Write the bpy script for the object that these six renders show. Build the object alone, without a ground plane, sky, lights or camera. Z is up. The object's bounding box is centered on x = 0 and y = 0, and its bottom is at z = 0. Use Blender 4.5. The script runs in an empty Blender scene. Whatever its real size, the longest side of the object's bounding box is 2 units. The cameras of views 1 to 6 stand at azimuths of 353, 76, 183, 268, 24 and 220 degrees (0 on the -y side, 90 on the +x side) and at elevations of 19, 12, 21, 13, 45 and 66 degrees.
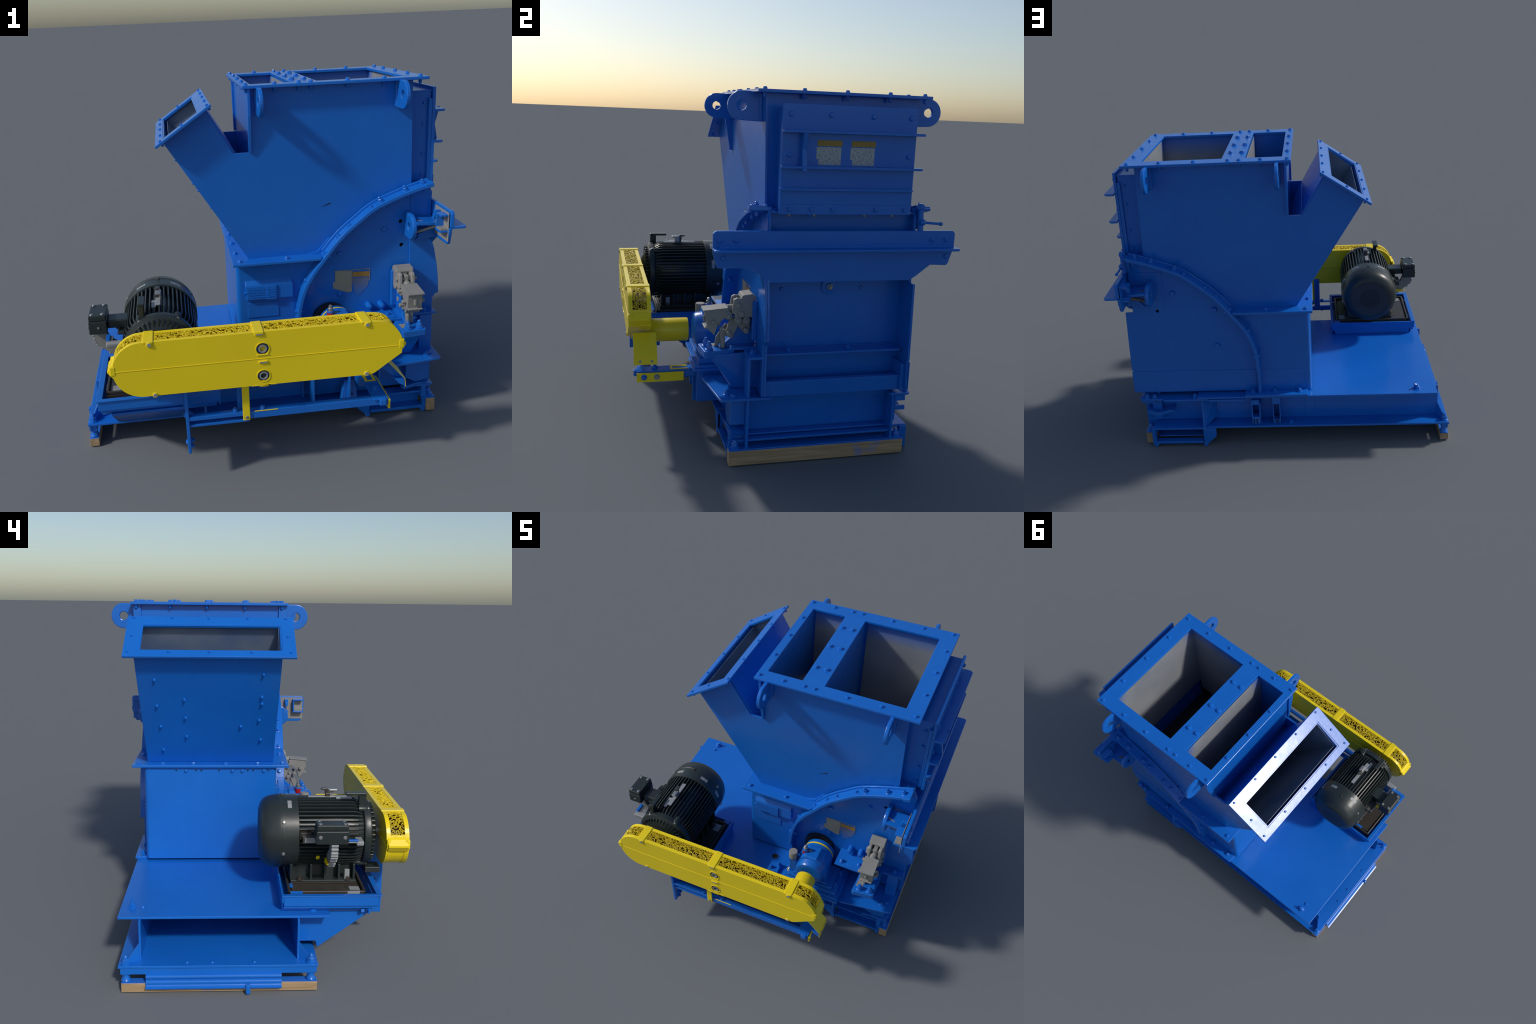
import bpy, bmesh, math, random
from mathutils import Vector, Matrix
rnd = random.Random(7)
pi = math.pi

# ------------------------------------------------------------------ materials
def new_mat(name):
    m = bpy.data.materials.new(name); m.use_nodes = True
    nt = m.node_tree
    return m, nt, nt.nodes["Principled BSDF"]

def paint(name, base, dark, rough=0.33, grain=3.0, bump=0.0005, metallic=0.0, spread=0.35, coat=0.0, spec=0.5):
    """brushed-on machine paint: slow colour drift, dusty roughness, fine orange peel"""
    m, nt, b = new_mat(name)
    N, L = nt.nodes, nt.links
    tc = N.new("ShaderNodeTexCoord")
    n1 = N.new("ShaderNodeTexNoise"); n1.inputs["Scale"].default_value = grain; n1.inputs["Detail"].default_value = 5
    L.new(tc.outputs["Object"], n1.inputs["Vector"])
    r = N.new("ShaderNodeValToRGB"); r.color_ramp.elements[0].position = 0.5 - spread; r.color_ramp.elements[1].position = 0.5 + spread
    r.color_ramp.elements[0].color = (*dark, 1); r.color_ramp.elements[1].color = (*base, 1)
    L.new(n1.outputs["Fac"], r.inputs["Fac"]); L.new(r.outputs["Color"], b.inputs["Base Color"])
    n2 = N.new("ShaderNodeTexNoise"); n2.inputs["Scale"].default_value = 9; n2.inputs["Detail"].default_value = 4
    L.new(tc.outputs["Object"], n2.inputs["Vector"])
    mr = N.new("ShaderNodeMapRange"); mr.inputs["To Min"].default_value = rough - 0.06; mr.inputs["To Max"].default_value = rough + 0.08
    L.new(n2.outputs["Fac"], mr.inputs["Value"]); L.new(mr.outputs["Result"], b.inputs["Roughness"])
    n3 = N.new("ShaderNodeTexNoise"); n3.inputs["Scale"].default_value = 34; n3.inputs["Detail"].default_value = 2
    L.new(tc.outputs["Object"], n3.inputs["Vector"])
    bp = N.new("ShaderNodeBump"); bp.inputs["Strength"].default_value = 0.35; bp.inputs["Distance"].default_value = bump
    L.new(n3.outputs["Fac"], bp.inputs["Height"]); L.new(bp.outputs["Normal"], b.inputs["Normal"])
    b.inputs["Metallic"].default_value = metallic
    b.inputs["Specular IOR Level"].default_value = spec
    b.inputs["Coat Weight"].default_value = coat
    return m

BLUE = paint("blue_machine_paint", (0.009, 0.155, 0.61), (0.007, 0.128, 0.53), rough=0.25, spec=0.5)
YELLOW = paint("yellow_guard_paint", (0.93, 0.71, 0.008), (0.85, 0.64, 0.007), rough=0.32)
YELLOW_MESH = paint("yellow_mesh_paint", (0.92, 0.72, 0.02), (0.70, 0.50, 0.01), rough=0.4, grain=40)
BLACK = paint("black_motor_paint", (0.026, 0.035, 0.035), (0.017, 0.023, 0.023), rough=0.32)
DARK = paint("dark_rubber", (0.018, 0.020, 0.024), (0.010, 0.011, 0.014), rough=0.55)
BASEBLACK = paint("oily_base_paint", (0.055, 0.046, 0.038), (0.034, 0.029, 0.024), rough=0.34)
GREY = paint("grey_primer", (0.30, 0.29, 0.27), (0.22, 0.22, 0.21), rough=0.5, grain=12)
STICKER = paint("pale_sticker", (0.32, 0.34, 0.35), (0.22, 0.23, 0.24), rough=0.45, grain=30)
STEEL = paint("bare_steel", (0.40, 0.40, 0.40), (0.25, 0.25, 0.24), rough=0.35, metallic=0.6)
RED = paint("red_cap", (0.50, 0.012, 0.015), (0.36, 0.01, 0.012), rough=0.4)
BRASS = paint("worn_brass_rod", (0.22, 0.14, 0.06), (0.12, 0.08, 0.04), rough=0.5)
BLOTCH = paint("dull_grey_plate", (0.33, 0.31, 0.24), (0.27, 0.25, 0.19), rough=0.45, grain=8)
OCHRE = paint("ochre_plate", (0.42, 0.23, 0.05), (0.30, 0.16, 0.03), rough=0.5, grain=25)
FANDISC = paint("matt_fan_disc", (0.030, 0.036, 0.042), (0.024, 0.028, 0.034), rough=0.55)
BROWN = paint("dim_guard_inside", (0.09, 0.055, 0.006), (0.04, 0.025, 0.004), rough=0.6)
HOLE = paint("hole_darkness", (0.004, 0.005, 0.008), (0.003, 0.004, 0.006), rough=0.8)

def liner_mat(name="worn_liner_steel", lo=(0.23, 0.25, 0.28), hi=(0.31, 0.32, 0.335), roughness=0.42):  # greys cooled to carry the bluish sun and sky reflection on the divider
    """worn grey wear plates, blue overspray near the rim of the opening"""
    m, nt, b = new_mat(name); N, L = nt.nodes, nt.links
    g = N.new("ShaderNodeNewGeometry"); s = N.new("ShaderNodeSeparateXYZ"); L.new(g.outputs["Position"], s.inputs[0])
    n = N.new("ShaderNodeTexNoise"); n.inputs["Scale"].default_value = 5; n.inputs["Detail"].default_value = 4
    L.new(g.outputs["Position"], n.inputs["Vector"])
    gr = N.new("ShaderNodeValToRGB")
    gr.color_ramp.elements[0].color = (*lo, 1); gr.color_ramp.elements[1].color = (*hi, 1)
    gr.color_ramp.elements[0].position = .3; gr.color_ramp.elements[1].position = .7
    L.new(n.outputs["Fac"], gr.inputs["Fac"])
    # blue haze towards the corners in y and the very top
    a = N.new("ShaderNodeMath"); a.operation = 'SUBTRACT'; a.inputs[1].default_value = 0.2; L.new(s.outputs["Y"], a.inputs[0])
    ab = N.new("ShaderNodeMath"); ab.operation = 'ABSOLUTE'; L.new(a.outputs[0], ab.inputs[0])
    m1 = N.new("ShaderNodeMapRange"); m1.inputs["From Min"].default_value = 0.26; m1.inputs["From Max"].default_value = 0.34
    L.new(ab.outputs[0], m1.inputs["Value"])
    m2 = N.new("ShaderNodeMapRange"); m2.inputs["From Min"].default_value = 1.66; m2.inputs["From Max"].default_value = 1.80
    L.new(s.outputs["Z"], m2.inputs["Value"])
    mu = N.new("ShaderNodeMath"); mu.operation = 'MULTIPLY'; L.new(m1.outputs[0], mu.inputs[0]); L.new(m2.outputs[0], mu.inputs[1])
    nn = N.new("ShaderNodeMath"); nn.operation = 'MULTIPLY'; nn.inputs[1].default_value = 1.2; L.new(mu.outputs[0], nn.inputs[0]); nn.use_clamp = True
    mx = N.new("ShaderNodeMix"); mx.data_type = 'RGBA'; L.new(nn.outputs[0], mx.inputs["Factor"])
    L.new(gr.outputs["Color"], mx.inputs["A"]); mx.inputs["B"].default_value = (0.010, 0.13, 0.55, 1)
    L.new(mx.outputs["Result"], b.inputs["Base Color"]); b.inputs["Roughness"].default_value = roughness
    return m
LINER = liner_mat()
SPOUT_LINER = liner_mat("spout_liner_steel", (0.10, 0.16, 0.30), (0.20, 0.25, 0.34))  # base tinted blue to paint in the spout's shadow colour

def wood_mat():
    m, nt, b = new_mat("raw_timber"); N, L = nt.nodes, nt.links
    tc = N.new("ShaderNodeTexCoord"); mp = N.new("ShaderNodeMapping"); mp.inputs["Scale"].default_value = (40, 3, 60)
    L.new(tc.outputs["Object"], mp.inputs["Vector"])
    n = N.new("ShaderNodeTexNoise"); n.inputs["Scale"].default_value = 1.5; n.inputs["Detail"].default_value = 6; L.new(mp.outputs[0], n.inputs["Vector"])
    r = N.new("ShaderNodeValToRGB"); r.color_ramp.elements[0].color = (0.30, 0.195, 0.10, 1); r.color_ramp.elements[1].color = (0.50, 0.345, 0.19, 1)
    r.color_ramp.elements[0].position = .3; r.color_ramp.elements[1].position = .7
    L.new(n.outputs["Fac"], r.inputs["Fac"])
    # blue overspray in patches on top and near the ends
    n2 = N.new("ShaderNodeTexNoise"); n2.inputs["Scale"].default_value = 7; L.new(tc.outputs["Object"], n2.inputs["Vector"])
    r2 = N.new("ShaderNodeValToRGB"); r2.color_ramp.elements[0].position = .60; r2.color_ramp.elements[1].position = .70
    L.new(n2.outputs["Fac"], r2.inputs["Fac"])
    g = N.new("ShaderNodeNewGeometry"); s = N.new("ShaderNodeSeparateXYZ"); L.new(g.outputs["Normal"], s.inputs[0])
    ad = N.new("ShaderNodeMath"); ad.operation = 'MAXIMUM'; L.new(s.outputs["Z"], ad.inputs[0])
    h = N.new("ShaderNodeMath"); h.operation = 'MULTIPLY'; h.inputs[1].default_value = .45; L.new(r2.outputs["Color"], h.inputs[0])
    L.new(h.outputs[0], ad.inputs[1])
    mx = N.new("ShaderNodeMix"); mx.data_type = 'RGBA'; L.new(ad.outputs[0], mx.inputs["Factor"])
    L.new(r.outputs["Color"], mx.inputs["A"]); mx.inputs["B"].default_value = (0.010, 0.145, 0.62, 1)
    L.new(mx.outputs["Result"], b.inputs["Base Color"]); b.inputs["Roughness"].default_value = .75
    return m
WOOD = wood_mat()

def label_mat(name, bg, ink, scale, thr):
    """printed label: rows of broken dark marks on a pale ground"""
    m, nt, b = new_mat(name); N, L = nt.nodes, nt.links
    tc = N.new("ShaderNodeTexCoord"); mp = N.new("ShaderNodeMapping"); mp.inputs["Scale"].default_value = scale
    L.new(tc.outputs["Generated"], mp.inputs["Vector"])
    n = N.new("ShaderNodeTexNoise"); n.inputs["Scale"].default_value = 1.0; n.inputs["Detail"].default_value = 3; L.new(mp.outputs[0], n.inputs["Vector"])
    r = N.new("ShaderNodeValToRGB"); r.color_ramp.elements[0].position = thr; r.color_ramp.elements[1].position = thr + .07
    r.color_ramp.elements[0].color = (*ink, 1); r.color_ramp.elements[1].color = (*bg, 1)
    L.new(n.outputs["Fac"], r.inputs["Fac"]); L.new(r.outputs["Color"], b.inputs["Base Color"]); b.inputs["Roughness"].default_value = .5
    return m
LABEL = label_mat("printed_white_label", (0.42, 0.45, 0.46), (0.14, 0.15, 0.16), (1, 12, 36), 0.41)
LABEL_TOP = label_mat("printed_amber_label", (0.30, 0.20, 0.03), (0.24, 0.15, 0.03), (1, 9, 6), 0.40)

# ------------------------------------------------------------------ helpers
ROOT = bpy.data.objects.new("impact_crusher", None)
bpy.context.scene.collection.objects.link(ROOT)
ROOT["label"] = "blue steel impact crusher with yellow belt guard and black motor"
ROOT["category"] = "rock crusher machine"

def link(ob, parent):
    bpy.context.scene.collection.objects.link(ob)
    ob.parent = parent or ROOT
    return ob

def make(name, verts, faces, mat, parent=None, bevel=0.0, smooth=False, seg=2):
    me = bpy.data.meshes.new(name)
    me.from_pydata([tuple(v) for v in verts], [], [tuple(f) for f in faces])
    bm = bmesh.new(); bm.from_mesh(me)
    bmesh.ops.recalc_face_normals(bm, faces=bm.faces); bm.to_mesh(me); bm.free()
    me.materials.append(mat)
    if smooth:
        for p in me.polygons: p.use_smooth = True
        me.set_sharp_from_angle(angle=math.radians(35))
    ob = link(bpy.data.objects.new(name, me), parent)
    if bevel > 0:
        md = ob.modifiers.new("edge", 'BEVEL'); md.width = bevel; md.segments = seg
        md.limit_method = 'ANGLE'; md.angle_limit = math.radians(40)
    return ob

def join_parts(parts):
    v, f = [], []
    for pv, pf in parts:
        o = len(v); v += list(pv); f += [[i + o for i in q] for q in pf]
    return v, f

def box_vf(x0, x1, y0, y1, z0, z1):
    v = [(x, y, z) for x in (x0, x1) for y in (y0, y1) for z in (z0, z1)]
    return v, [(0, 1, 3, 2), (4, 6, 7, 5), (0, 4, 5, 1), (2, 3, 7, 6), (0, 2, 6, 4), (1, 5, 7, 3)]

def box(name, x0, x1, y0, y1, z0, z1, mat, parent=None, bevel=0.002):
    return make(name, *box_vf(x0, x1, y0, y1, z0, z1), mat, parent, bevel)

def boxes(name, lst, mat, parent=None, bevel=0.0015):
    return make(name, *join_parts([box_vf(*b) for b in lst]), mat, parent, bevel)

def axis_pt(ax, a, b, c):
    """a,b in plane, c along axis"""
    return {'x': (c, a, b), 'y': (a, c, b), 'z': (a, b, c)}[ax]

def prism_vf(pts, ax, c0, c1):
    n = len(pts)
    v = [axis_pt(ax, a, b, c0) for a, b in pts] + [axis_pt(ax, a, b, c1) for a, b in pts]
    f = [list(range(n)), list(range(n, 2 * n))] + [(i, (i + 1) % n, (i + 1) % n + n, i + n) for i in range(n)]
    return v, f

def prism(name, pts, ax, c0, c1, mat, parent=None, bevel=0.002):
    return make(name, *prism_vf(pts, ax, c0, c1), mat, parent, bevel)

def basis(d):
    d = Vector(d).normalized()
    u = d.orthogonal().normalized(); return u, d.cross(u), d

def lathe_vf(prof, p, d, n=32):
    """prof: (radius, distance along d)"""
    u, w, d = basis(d); p = Vector(p); v, f = [], []
    for r, h in prof:
        for i in range(n):
            a = 2 * pi * i / n
            v.append(p + d * h + (u * math.cos(a) + w * math.sin(a)) * r)
    for k in range(len(prof) - 1):
        for i in range(n):
            j = (i + 1) % n
            f.append((k * n + i, k * n + j, (k + 1) * n + j, (k + 1) * n + i))
    f.append(list(range(n))); f.append(list(range((len(prof) - 1) * n, len(prof) * n)))
    return v, f

def lathe(name, prof, p, d, mat, parent=None, n=32):
    return make(name, *lathe_vf(prof, p, d, n), mat, parent, smooth=True)

def cyl(name, p0, p1, r, mat, parent=None, n=24, ch=0.15):
    p0, p1 = Vector(p0), Vector(p1); L = (p1 - p0).length; c = min(r * ch, L * .3)
    return lathe(name, [(r - c, 0), (r, c), (r, L - c), (r - c, L)], p0, p1 - p0, mat, parent, n)

def ring(name, p, d, r0, r1, h, mat, parent=None, n=32):
    u, w, dd = basis(d); p = Vector(p); v, f = [], []
    for r, t in ((r0, 0), (r1, 0), (r1, h), (r0, h)):
        for i in range(n):
            a = 2 * pi * i / n; v.append(p + dd * t + (u * math.cos(a) + w * math.sin(a)) * r)
    for k in range(4):
        for i in range(n):
            j = (i + 1) % n; k2 = (k + 1) % 4
            f.append((k * n + i, k * n + j, k2 * n + j, k2 * n + i))
    return make(name, v, f, mat, parent, smooth=True)

_bolt = {}
def bolt_mesh(r, h, mat, kind):
    key = (r, h, mat.name, kind)
    if key in _bolt: return _bolt[key]
    parts = []
    P0, D = (0, 0, 0), (0, 0, 1)
    if kind == 'hex':
        parts.append(lathe_vf([(r * 1.2, -0.001), (r * 1.2, h * .12), (r * 1.05, h * .18)], P0, D, 16))
        parts.append(lathe_vf([(r * .98, 0), (r * .95, h * .6), (r * .75, h * .85), (r * .3, h * .88)], P0, D, 6))
    elif kind == 'nut':   # washer, nut, stud end
        parts.append(lathe_vf([(r * 1.45, -0.001), (r * 1.45, h * .12), (r * 1.3, h * .16)], P0, D, 16))
        parts.append(lathe_vf([(r * 1.12, 0), (r * 1.12, h * .55), (r * .95, h * .62)], P0, D, 6))
        parts.append(lathe_vf([(r * .68, 0), (r * .68, h * .9), (r * .45, h)], P0, D, 12))
    else:                 # round painted-over head
        parts.append(lathe_vf([(r, -0.001), (r, h * .55), (r * .8, h * .9), (r * .35, h)], P0, D, 14))
    v, f = join_parts(parts)
    me = bpy.data.meshes.new("bolt"); me.from_pydata([tuple(q) for q in v], [], [tuple(q) for q in f])
    bm = bmesh.new(); bm.from_mesh(me); bmesh.ops.recalc_face_normals(bm, faces=bm.faces); bm.to_mesh(me); bm.free()
    for p in me.polygons: p.use_smooth = True
    me.set_sharp_from_angle(angle=math.radians(40)); me.materials.append(mat)
    _bolt[key] = me; return me

def bolt(p, d, parent, r=0.011, h=0.014, mat=None, kind='hex', name="bolt"):
    ob = link(bpy.data.objects.new(name, bolt_mesh(r, h, mat or BLUE, kind)), parent)
    q = Vector((0, 0, 1)).rotation_difference(Vector(d))
    ob.matrix_local = Matrix.Translation(Vector(p)) @ q.to_matrix().to_4x4() @ Matrix.Rotation(rnd.uniform(0, pi), 4, 'Z')
    return ob

def smooth_path(pts, sub=8):
    out = []
    P = [Vector((p[0], p[1])) for p in pts]
    for i in range(len(P) - 1):
        p0, p1, p2, p3 = P[max(i - 1, 0)], P[i], P[i + 1], P[min(i + 2, len(P) - 1)]
        for k in range(sub):
            t = k / sub
            out.append(0.5 * (2 * p1 + (p2 - p0) * t + (2 * p0 - 5 * p1 + 4 * p2 - p3) * t * t + (3 * p1 - p0 - 3 * p2 + p3) * t ** 3))
    out.append(P[-1]); return out

def normals2(path):
    n = []
    for i in range(len(path)):
        t = path[min(i + 1, len(path) - 1)] - path[max(i - 1, 0)]; t.normalize(); n.append(Vector((-t.y, t.x)))
    return n

def ribbon_vf(path, y0, y1, t0, t1):
    """sheet following an xz path between y0 and y1, from offset t0 to t1 along the left normal"""
    nn = normals2(path); v, f = [], []
    for p, n in zip(path, nn):
        a, b = p + n * t0, p + n * t1
        v += [(a.x, y0, a.y), (a.x, y1, a.y), (b.x, y1, b.y), (b.x, y0, b.y)]
    for i in range(len(path) - 1):
        for k in range(4):
            f.append((i * 4 + k, i * 4 + (k + 1) % 4, i * 4 + 4 + (k + 1) % 4, i * 4 + 4 + k))
    f.append((0, 1, 2, 3)); e = len(path) * 4 - 4; f.append((e, e + 1, e + 2, e + 3))
    return v, f

def ribbon(name, path, y0, y1, t0, t1, mat, parent=None, bevel=0.002):
    return make(name, *ribbon_vf(path, y0, y1, t0, t1), mat, parent, bevel)

def cut(ob, cutters):
    """boolean difference, applied"""
    for c in cutters:
        m = ob.modifiers.new("cut", 'BOOLEAN'); m.object = c; m.operation = 'DIFFERENCE'; m.solver = 'EXACT'
    # cutting comes before bevelling
    names = [m.name for m in ob.modifiers]
    k = names.index("edge") if "edge" in names else -1
    if k >= 0: ob.modifiers.move(k, len(names) - 1)
    dg = bpy.context.evaluated_depsgraph_get(); dg.update()
    me = bpy.data.meshes.new_from_object(ob.evaluated_get(dg), depsgraph=dg)
    ob.modifiers.clear(); old = ob.data; ob.data = me; me.name = ob.name
    bpy.data.meshes.remove(old)
    for c in cutters:
        me = c.data; bpy.data.objects.remove(c); bpy.data.meshes.remove(me)
    return ob

def part(name, ob):
    ob.name = name; return ob

def lug_vf(cy, cz, R, hole, base_y, zlo, zhi, x0, x1, n=14):
    """lifting eye: rounded tab in a yz plane with a through hole, built as two rings"""
    s = -1 if base_y > cy else 1           # tab points away from its plate
    outer = []
    for i in range(n + 1):
        a = -pi / 2 + pi * i / n
        outer.append((cy + s * R * math.cos(a), cz + R * math.sin(a)))
    outer += [(base_y, zhi), (base_y, (zlo + zhi) / 2), (base_y, zlo)]
    inner = []
    for (y, z) in outer:
        a = math.atan2(z - cz, y - cy); inner.append((cy + hole * math.cos(a), cz + hole * math.sin(a)))
    m = len(outer); v = []
    for x in (x0, x1):
        v += [(x, y, z) for y, z in outer] + [(x, y, z) for y, z in inner]
    f = []
    for i in range(m):
        j = (i + 1) % m
        f += [(i, j, m + j, m + i), (2 * m + i, 2 * m + j, 3 * m + j, 3 * m + i), (i, j, 2 * m + j, 2 * m + i), (m + i, m + j, 3 * m + j, 3 * m + i)]
    return v, f

YF, YB = -0.165, 0.572          # outer faces of the crusher side plates
T = 0.012

# the curved joint between hopper and rotor housing (xz, going up and right)
ARC = smooth_path([(0.187, 0.365), (0.184, 0.45), (0.186, 0.53), (0.197, 0.640), (0.222, 0.735), (0.262, 0.812), (0.325, 0.897),
                   (0.413, 1.005), (0.507, 1.086), (0.603, 1.155), (0.757, 1.216), (0.888, 1.254)], 5)
ARC_TOP = [p for p in ARC if p.y > 0.50]

# ------------------------------------------------------------------ rotor housing
def housing():
    body = []
    low = [(0.93, 0.362), (-0.05, 0.362)]
    front = [(-0.118, 0.362), (-0.118, 0.905), (0.325, 0.905)] + [tuple(p) for p in ARC if p.y > 0.91] + \
            [(0.910, 1.207), (0.906, 1.001), (0.930, 0.90), (0.950, 0.80), (0.958, 0.736), (0.964, 0.645), (0.945, 0.636), (0.932, 0.618), (0.930, 0.57), (0.935, 0.362)]
    main = prism("rotor_housing", front, 'y', YF, YF + T, BLUE, None, 0.0015)
    cut(main, [cyl("c", (0.745, -.3, 1.06), (0.745, 0, 1.06), .011, HOLE), cyl("c", (0.752, -.3, 0.93), (0.752, 0, 0.93), .011, HOLE)])
    back = [(-0.118, 0.362), (-0.118, 0.905), (0.325, 0.905)] + [tuple(p) for p in ARC if p.y > 0.91] + \
           [(0.905, 1.226), (0.900, 1.0), (0.902, 0.905), (0.946, 0.905), (0.952, 0.70), (0.955, 0.517), (0.948, 0.514), (0.951, 0.375), (0.93, 0.362)]
    b = prism("side_plate", back, 'y', YB - T, YB, BLUE, main, 0.0015)
    cut(b, [cyl("c", (0.740, .4, 1.061), (0.740, .8, 1.061), .010, HOLE), cyl("c", (0.756, .4, 0.911), (0.756, .8, 0.911), .010, HOLE)])
    # dark plugs behind the through holes
    boxes("side_plate", [(0.70, 0.79, YF + T + .002, YF + T + .006, 0.88, 1.10), (0.70, 0.79, YB - T - .006, YB - T - .002, 0.88, 1.10)], HOLE, main, 0)
    # left box with rounded vertical corners
    r = 0.022; x0 = -0.137; x1 = 0.17
    o = []
    for cx, cy, a0 in ((x0 + r, YB - r + .0, pi / 2), (x0 + r, YF + r, pi)):
        for k in range(7):
            a = a0 + pi / 2 * k / 6; o.append((cx + r * math.cos(a), cy + r * math.sin(a)))
    wall = [(x1, YB)] + o + [(x1, YF)]
    inner = [(x, y) for x, y in wall]
    left = prism("side_box", [(x, y + (0.0015 if y > 0 else -0.0015)) for x, y in wall], 'z', 0.362, 0.904, BLUE, main, 0.001)
    # weld seam / plate line low on the back side
    boxes("plate_seam", [(0.20, 0.955, YB - .001, YB + .0035, 0.366, 0.508), (-0.094, 0.19, YB - .001, YB + .004, 0.366, 0.506)], BLUE, main, 0.0012)
    boxes("plate_seam", [(0.708, 0.90, YB - .001, YB + .004, 0.935, 1.160)], BLUE, main, 0.0012)
    # proud cheek plate at the right of the front
    ck = [(0.793, 0.362), (0.793, 0.985), (0.905, 0.985), (0.930, 0.90), (0.950, 0.80), (0.958, 0.736), (0.964, 0.645), (0.945, 0.636), (0.932, 0.618), (0.930, 0.57), (0.935, 0.362)]
    prism("cheek_plate", ck, 'y', YF - 0.010, YF - 0.0005, BLUE, main, 0.003)
    prism("cheek_plate", [(0.795, 1.0), (0.795, 1.218), (0.890, 1.248), (0.908, 1.207), (0.905, 1.0)], 'y', YF - 0.004, YF - .0005, BLUE, main, 0.0015)
    # right end: recessed panels and shelves between the side plates
    ya, yb = YF + T - .002, YB - T + .002
    boxes("end_panel", [(0.790, 0.800, ya, yb, 0.55, 1.10), (0.806, 0.816, ya, yb, 0.345, 0.565), (0.84, 0.85, ya, yb, 1.09, 1.26)], BLUE, main, 0)
    boxes("end_shelf", [(0.795, 0.900, ya, yb - .02, 0.553, 0.563), (0.880, 0.912, ya, yb - .02, 0.352, 0.428), (0.81, 0.9, ya, yb - .02, 0.346, 0.354),
                        (0.795, 0.85, ya, yb, 1.09, 1.10)], BLUE, main, 0.002)
    boxes("end_panel", [(0.8, 0.93, yb - .022, yb - .001, 0.352, 0.493)], BLUE, main, 0.002)
    for y in (-0.03, 0.28): bolt((0.855, y, 0.563), (0, 0, 1), main, .011, .018, kind='nut')
    for y in (-0.06, 0.35): bolt((0.800, y, 0.86), (1, 0, 0), main, .012, .012)
    lathe("end_boss", [(0.042, 0), (0.040, .010), (0.020, .012), (0.018, .02), (.008, .024)], (0.80, 0.18, 0.868), (1, 0, 0), BLUE, main, 10)
    bolt((0.820, 0.18, 0.868), (1, 0, 0), main, .012, .016, STEEL)
    # wall bolts
    for x, z in ((0.652, 1.028), (0.414, 0.913), (0.414, 0.685)): bolt((x, YF, z), (0, -1, 0), main, .015, .016)
    for x, z in ((0.571, .606), (0.640, .606)): bolt((x, YF, z), (0, -1, 0), main, .018, .05, kind='round')
    for x, z in ((0.654, 1.024), (0.419, 0.912), (0.419, 0.677)): bolt((x, YB, z), (0, 1, 0), main, .017, .014, kind='round')
    # row of tapped holes and screws under the middle flange, on the left face
    for y in (-.075, .045, .10, .36): bolt((-0.1375, y - .02, 0.882), (-1, 0, 0), main, .010, .010, kind='round')
    for y in (-.12, -.095, -.035, -.005, .02, .08, .155, .255, .285, .395):
        bolt((-0.1375, y, 0.883), (-1, 0, 0), main, .0045, .0012, HOLE, 'round', "tapped_hole")
    return main
HOUSING = housing()

# arched bolting flanges, one per side
def arc_flange(side):
    y0, y1 = (YF - 0.075, YF + .018) if side < 0 else (YB - .016, YB + 0.068)
    fl = ribbon("arc_flange", ARC_TOP, y0, y1, 0.0, 0.019, BLUE, None, 0.003)
    # lower tail: a plain bar running down to the deck
    tail = [p for p in ARC if p.y < 0.52]
    ty = (YF - .045, YF + .002) if side < 0 else (YB - .002, YB + .045)
    ribbon("flange_tail", tail, ty[0], ty[1], 0.0, 0.016, BLUE, fl, 0.002)
    # fillet weld along the hopper side
    w0, w1 = (YF - .012, YF + .001) if side < 0 else (YB - .001, YB + .012)
    ribbon("weld_bead", [p for p in ARC_TOP if p.y > .9], w0, w1, 0.015, 0.032, BLUE, fl, 0.004)
    nn = normals2(ARC_TOP)
    L = [0]
    for a, b in zip(ARC_TOP, ARC_TOP[1:]): L.append(L[-1] + (b - a).length)
    ym = YF - 0.045 if side < 0 else YB + 0.042
    for frac, big in ((.10, 0), (.25, 0), (.40, 0), (.505, 0), (.57, 0), (.70, 0), (.755, 1), (.88, 1), (.965, 1)):
        i = min(range(len(L)), key=lambda k: abs(L[k] - frac * L[-1]))
        p, n = ARC_TOP[i], nn[i]
        q = p + n * 0.019
        bolt((q.x, ym, q.y), (n.x, 0, n.y), fl, .012, .03 if big else .014, kind='nut' if big else 'hex')
        q = p
        bolt((q.x, ym, q.y), (-n.x, 0, -n.y), fl, .010, .022, kind='round')
    # fillet where the arch, the middle flange and the hopper plate meet
    fy = (YF + .0008, -.1495) if side < 0 else (.5565, YB - .0008)
    prism("weld_bead", [(.25, .9165), (.335, .9165), (.40, 1.0), (.36, 1.0), (.30, .930)], 'y', *fy, BLUE, fl, 0)
    # end tongue
    s = -1 if side < 0 else 1
    ya, yb = sorted((s * 0.0 + (YF if s < 0 else YB), (YF - .088 if s < 0 else YB + .076)))
    prism("flange_tongue", [(0.845, 1.246), (0.888, 1.256), (0.884, 1.278), (0.84, 1.266)], 'y', ya, yb, BLUE, fl, 0.003)
    return fl
FL_F = arc_flange(-1); FL_B = arc_flange(1)

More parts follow.
